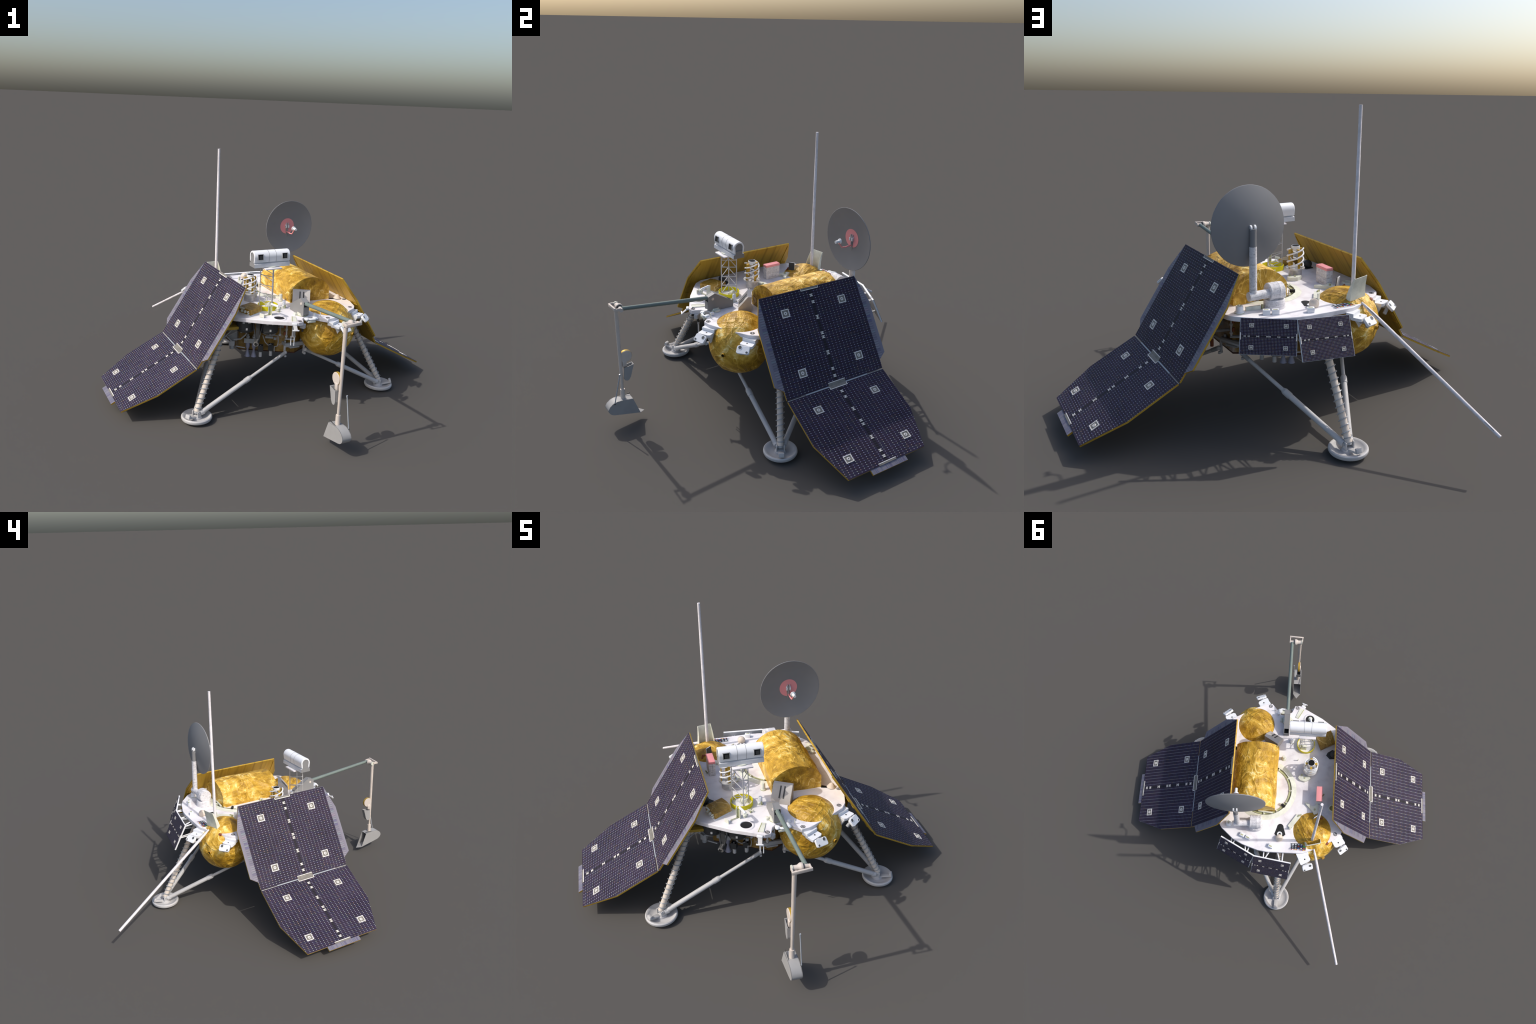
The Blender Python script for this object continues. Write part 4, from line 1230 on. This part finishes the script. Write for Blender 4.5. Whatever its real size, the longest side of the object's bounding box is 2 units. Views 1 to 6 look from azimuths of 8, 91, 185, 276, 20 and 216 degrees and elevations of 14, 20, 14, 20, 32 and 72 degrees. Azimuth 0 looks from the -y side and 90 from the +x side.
# ================================================================== small deck fittings
p = Part("cream", "olive", "white")
p.lathe([(0.0150, DECK + 0.0004), (0.0150, 0.580), (0.0118, 0.581), (0.0102, 0.615), (0.0085, 0.619), (0, 0.6195)], (0.006, -0.124, 0), m="cream", seg=20)
p.lathe([(0.0150, DECK + 0.0004), (0.0150, 0.580), (0.0112, 0.581), (0.0108, 0.612), (0.0080, 0.619), (0, 0.621)], (-0.041, -0.249, 0), m="white", seg=20)
p.lathe([(0.0165, DECK + 0.0003), (0.0165, 0.5775), (0.0150, 0.5775)], (0.006, -0.124, 0), m="olive", seg=20)
p.lathe([(0.0165, DECK + 0.0003), (0.0165, 0.5775), (0.0150, 0.5775)], (-0.041, -0.249, 0), m="olive", seg=20)
p.box((-0.038, -0.263, 0.586), (0.008, 0.006, 0.018), m="olive")
p.box((-0.05, -0.26, 0.583), (0.008, 0.006, 0.014), m="cream")
obj(p, "sensor_caps", root)

p = Part("cream", "white", "olive")
for x, y in ((-0.186, -0.336), (-0.170, -0.348)):
    p.box((x, y, 0.607), (0.003, 0.020, 0.064), m="cream", rot=rotz(-28).to_3x3())
p.box((-0.178, -0.342, 0.600), (0.018, 0.006, 0.05), m="olive", rot=rotz(-28).to_3x3())
p.tube([(-0.173, -0.345, 0.640), (-0.157, -0.392, 0.640), (-0.156, -0.400, 0.637)], 0.0064, m="white", seg=12)
p.lathe([(0, -0.014), (0.011, -0.014), (0.0118, -0.005), (0.013, -0.004), (0.013, 0.0), (0.0105, 0.002), (0.0105, 0.006), (0, 0.006)], (-0.1555, -0.402, 0.632), m="cream", seg=20)
p.box((-0.246, -0.374, 0.588), (0.004, 0.030, 0.022), m="cream", rot=rotz(30).to_3x3())
p.box((-0.236, -0.368, 0.581), (0.018, 0.012, 0.010), m="white", rot=rotz(30).to_3x3())
p.tube([(-0.235, -0.366, 0.580), (-0.182, -0.345, 0.580)], 0.0022, m="olive", seg=6)
p.tube([(-0.122, -0.302, 0.587), (-0.094, -0.316, 0.581)], 0.0042, m="cream", seg=8)
p.tube([(-0.112, -0.322, 0.580), (-0.100, -0.298, 0.586)], 0.0036, m="olive", seg=8)
obj(p, "contact_fixture", root)

p = Part("cream", "olive")
q = [(-0.073, -0.421), (-0.056, -0.427), (-0.084, -0.497), (-0.108, -0.487)]
p.prism(q, DECK + 0.0002, DECK + 0.0042, m="cream")
p.tube([(-0.075, -0.421, DECK + 0.003), (-0.110, -0.487, DECK + 0.003)], 0.0028, m="olive", seg=6)
obj(p, "deck_strap", root)

p = Part("white", "olive", "void")
for x, y in ((0.2400, 0.4120), (0.2030, 0.4270), (0.0530, 0.4740)):
    R = rotz(-22).to_3x3()
    p.box((x, y, DECK + 0.0112), (0.0320, 0.0245, 0.0220), m="white", rot=R, bev=0.0012)
    p.box(V((x, y, DECK + 0.0224)) + R @ V((0.001, 0.003, 0)), (0.0190, 0.0075, 0.0012), m="olive", rot=R)
obj(p, "connector_boxes", root)

p = Part("cream", "white", "olive")
p.lathe([(0.0225, DECK + 0.0004), (0.0225, 0.580), (0.0205, 0.5815), (0.0168, 0.582), (0.0165, 0.604), (0.0150, 0.6065), (0, 0.6065)], (0.335, 0.340, 0), m="white", seg=28)
p.lathe([(0.0228, DECK + 0.0003), (0.0228, 0.5775), (0.0215, 0.5775)], (0.335, 0.340, 0), m="olive", seg=28)
for a in range(4):
    p.tube([(0.335 + 0.003 * cos(a * 1.57), 0.340 + 0.003 * sin(a * 1.57), 0.6065), (0.335 + 0.010 * cos(a * 1.57), 0.340 + 0.010 * sin(a * 1.57), 0.6105)], 0.002, m="olive", seg=6)
p.box((0.265, 0.332, DECK + 0.009), (0.070, 0.012, 0.018), m="cream", rot=rotz(-8).to_3x3(), bev=0.001)
p.box((0.222, 0.338, DECK + 0.010), (0.005, 0.016, 0.020), m="olive", rot=rotz(-8).to_3x3())
obj(p, "rear_canister", root)

# black teardrop pad drawn for the recess's dark inside, with a little dome
p = Part("black", "tan", "white")
pts = [(0.0, 0.322)] + [(0.0, 0.322)]
tear = []
for i in range(13):
    a = pi * i / 12
    tear.append((0.021 * cos(a), 0.345 - 0.022 * sin(a)))
tear += [(-0.036, 0.392), (-0.022, 0.405), (0.022, 0.405), (0.036, 0.392)]
p.prism(tear, DECK + 0.0002, DECK + 0.0010, m="black")
p.lathe([(0.008, 0), (0.0135, 0.003), (0.0165, 0.002), (0.017, 0)], (0.002, 0.391, DECK + 0.001), m="white", seg=20)
p.sphere((0.002, 0.4195, 0.5905), 0.0235, m="tan", seg=28)
obj(p, "teardrop_port", root)
# similar dark port and cone on the sides
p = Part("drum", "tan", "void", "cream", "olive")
t2 = [(-0.296 - 0.024 * cos(a) * 0.8 + 0, -0.150 - 0.03 * sin(a)) for a in [pi * i / 10 for i in range(11)]]
p.sphere((-0.325, -0.170, 0.596), 0.0235, m="drum", seg=24)
p.prism([(-0.285, -0.185), (-0.276, -0.165), (-0.300, -0.140), (-0.345, -0.146), (-0.350, -0.196), (-0.315, -0.206)], DECK + 0.0002, DECK + 0.004, m="drum")
p.lathe([(0.0250, 0.0), (0.0230, 0.006), (0.0150, 0.018), (0.007, 0.026), (0.003, 0.0285), (0, 0.029)], (0.372, -0.196, DECK), (0.18, 0.1, 1), m="tan", seg=28)
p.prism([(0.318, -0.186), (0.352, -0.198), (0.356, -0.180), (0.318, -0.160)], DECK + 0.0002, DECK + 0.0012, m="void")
for x, y in ((0.372, 0.215), (-0.330, 0.200)):
    p.lathe([(0.026, DECK + 0.0004), (0.026, 0.590), (0.024, 0.592), (0.019, 0.592), (0.0175, 0.588), (0.0175, DECK + 0.002)], (x, y, 0), m="cream", seg=28)
    p.lathe([(0, DECK + 0.002), (0.0176, DECK + 0.002)], (x, y, 0), m="olive", seg=28)
p.box((0.385, 0.255, 0.586), (0.02, 0.03, 0.02), m="cream", rot=rotz(20).to_3x3(), bev=0.001)
p.box((0.380, 0.180, 0.584), (0.022, 0.02, 0.016), m="cream", rot=rotz(-20).to_3x3(), bev=0.001)
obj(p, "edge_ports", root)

p = Part("cream", "olive", "boxgrey")
p.prism([(-0.097, 0.008), (-0.112, 0.024), (-0.142, 0.032), (-0.158, 0.024), (-0.178, 0.010), (-0.170, -0.008), (-0.104, -0.010)], DECK + 0.0003, DECK + 0.019, m="cream")
p.cyl((-0.140, 0.008, DECK + 0.019), (-0.140, 0.008, DECK + 0.023), 0.005, m="olive", seg=12)
p.cyl((-0.120, -0.012, DECK), (-0.120, -0.012, DECK + 0.026), 0.0052, m="olive", seg=12)
p.prism([(-0.150, 0.176), (-0.164, 0.172), (-0.196, 0.196), (-0.218, 0.192), (-0.226, 0.168), (-0.238, 0.172), (-0.238, 0.215), (-0.230, 0.247), (-0.212, 0.252), (-0.202, 0.230)], DECK + 0.0003, DECK + 0.017, m="cream")
p.cyl((-0.216, 0.218, DECK + 0.017), (-0.216, 0.218, DECK + 0.024), 0.0060, m="olive", seg=12)
# angled trough next to the rear tank
p.prism([(-0.102, 0.253), (-0.048, 0.334), (-0.066, 0.357), (-0.128, 0.270)], DECK + 0.0003, DECK + 0.012, m="cream")
p.tube([(-0.062, 0.352, DECK + 0.008), (-0.122, 0.268, DECK + 0.008)], 0.004, m="olive", seg=6)
p.box((-0.066, 0.350, DECK + 0.018), (0.018, 0.006, 0.034), m="cream", rot=rotz(35).to_3x3())
p.box((-0.120, 0.262, DECK + 0.010), (0.026, 0.006, 0.016), m="olive", rot=rotz(35).to_3x3())
p.cyl((-0.090, -0.118, DECK), (-0.090, -0.118, DECK + 0.03), 0.0028, m="cream", seg=8)
p.cyl((-0.262, 0.120, DECK), (-0.272, 0.112, DECK + 0.022), 0.004, m="olive", seg=8)
p.cyl((0.085, -0.468, DECK), (0.085, -0.468, DECK + 0.027), 0.0024, m="cream", seg=8)
obj(p, "deck_brackets", root)

# upright dark vane with brown clamp, by the rear tank
p = Part("drum", "white", "copper")
vn = V((0.62, -0.78, 0.12)).normalized()
p.box((-0.222, 0.272, 0.626), (0.036, 0.048, 0.003), m="drum", rot=basis(vn, (0.78, 0.62, 0)))
p.box(V((-0.222, 0.272, 0.626)) - vn * 0.004, (0.038, 0.050, 0.003), m="white", rot=basis(vn, (0.78, 0.62, 0)))
p.tube([(-0.240, 0.283, 0.595), (-0.262, 0.275, 0.603), (-0.268, 0.268, 0.585)], 0.0055, m="copper", seg=8)
p.tube([(-0.240, 0.283, 0.588), (-0.270, 0.285, 0.582)], 0.0045, m="drum", seg=8)
p.cyl((-0.312, 0.425, 0.566), (-0.296, 0.436, 0.566), 0.010, m="copper", seg=14)
obj(p, "calibration_vane", root)

# name plate: dark board with light and coloured chips and a row of little flags
p = Part("drum", "paper", "red", "blue", "green", "white")
c0 = V((-0.1240, 0.4680, DECK + 0.0032))
R = rotz(-1).to_3x3()
p.box(c0 - V((0, 0, 0.0014)), (0.100, 0.047, 0.0034), m="white", rot=R)
p.box(c0 + V((0, -0.0035, 0.0006)), (0.094, 0.037, 0.0012), m="drum", rot=R)
rows = [("paper", "paper", "paper", "paper", "paper"), ("paper", "paper", "red", "blue", "green"), ("paper", "white", "blue", "paper", "red")]
for j, row in enumerate(rows):
    for i, m_ in enumerate(row):
        p.box(c0 + R @ V((0.036 - i * 0.018, -0.015 + j * 0.0115, 0.0014)), (0.0105 - j * 0.001, 0.0072 - j * 0.001, 0.001), m=m_, rot=R)
flag = ("red", "paper", "red", "yellow", "red", "paper", "paper", "red", "blue", "red", "yellow", "red")
for i, m_ in enumerate(flag):
    p.box(c0 + R @ V((0.043 - i * 0.0078, 0.0190, 0.0010)), (0.0062, 0.0052, 0.001), m=m_, rot=R)
obj(p, "name_plate", root)

# latch bracket hanging off the front edge
p = Part("white", "grey")
p.box((-0.108, -0.512, 0.566), (0.030, 0.014, 0.010), m="white", rot=rotz(-30).to_3x3(), bev=0.001)
p.add([(-0.118, -0.513, 0.562), (-0.098, -0.521, 0.562), (-0.106, -0.549, 0.540), (-0.124, -0.541, 0.540), (-0.117, -0.510, 0.560), (-0.097, -0.518, 0.560), (-0.105, -0.546, 0.538), (-0.123, -0.538, 0.538)],
      [(0, 1, 2, 3), (7, 6, 5, 4), (0, 4, 5, 1), (1, 5, 6, 2), (2, 6, 7, 3), (3, 7, 4, 0)], "grey")
p.box((-0.116, -0.545, 0.541), (0.038, 0.006, 0.007), m="white", rot=rotz(-22).to_3x3(), bev=0.001)
for x, y in ((-0.092, -0.452), (-0.077, -0.463)):
    p.tube([(x, y, 0.470), (x, y, 0.416)], 0.0026, m="white", seg=8)
p.tube([(-0.085, -0.457, 0.55), (-0.085, -0.457, 0.468)], 0.006, m="grey", seg=8)
p.box((-0.085, -0.457, 0.470), (0.024, 0.010, 0.005), m="grey", rot=rotz(-35).to_3x3())
obj(p, "edge_latch", root)

# front corner fitting below the notch
p = Part("grey", "drum")
p.box((-0.040, -0.488, 0.540), (0.030, 0.022, 0.026), m="grey", rot=rotz(-55).to_3x3(), bev=0.002)
p.cyl((-0.040, -0.488, 0.53), (-0.036, -0.480, 0.505), 0.006, m="drum", seg=10)
p.cyl((-0.020, -0.455, 0.55), (-0.020, -0.455, 0.515), 0.005, m="grey", seg=10)
obj(p, "corner_fitting", root)

bpy.context.view_layer.update()
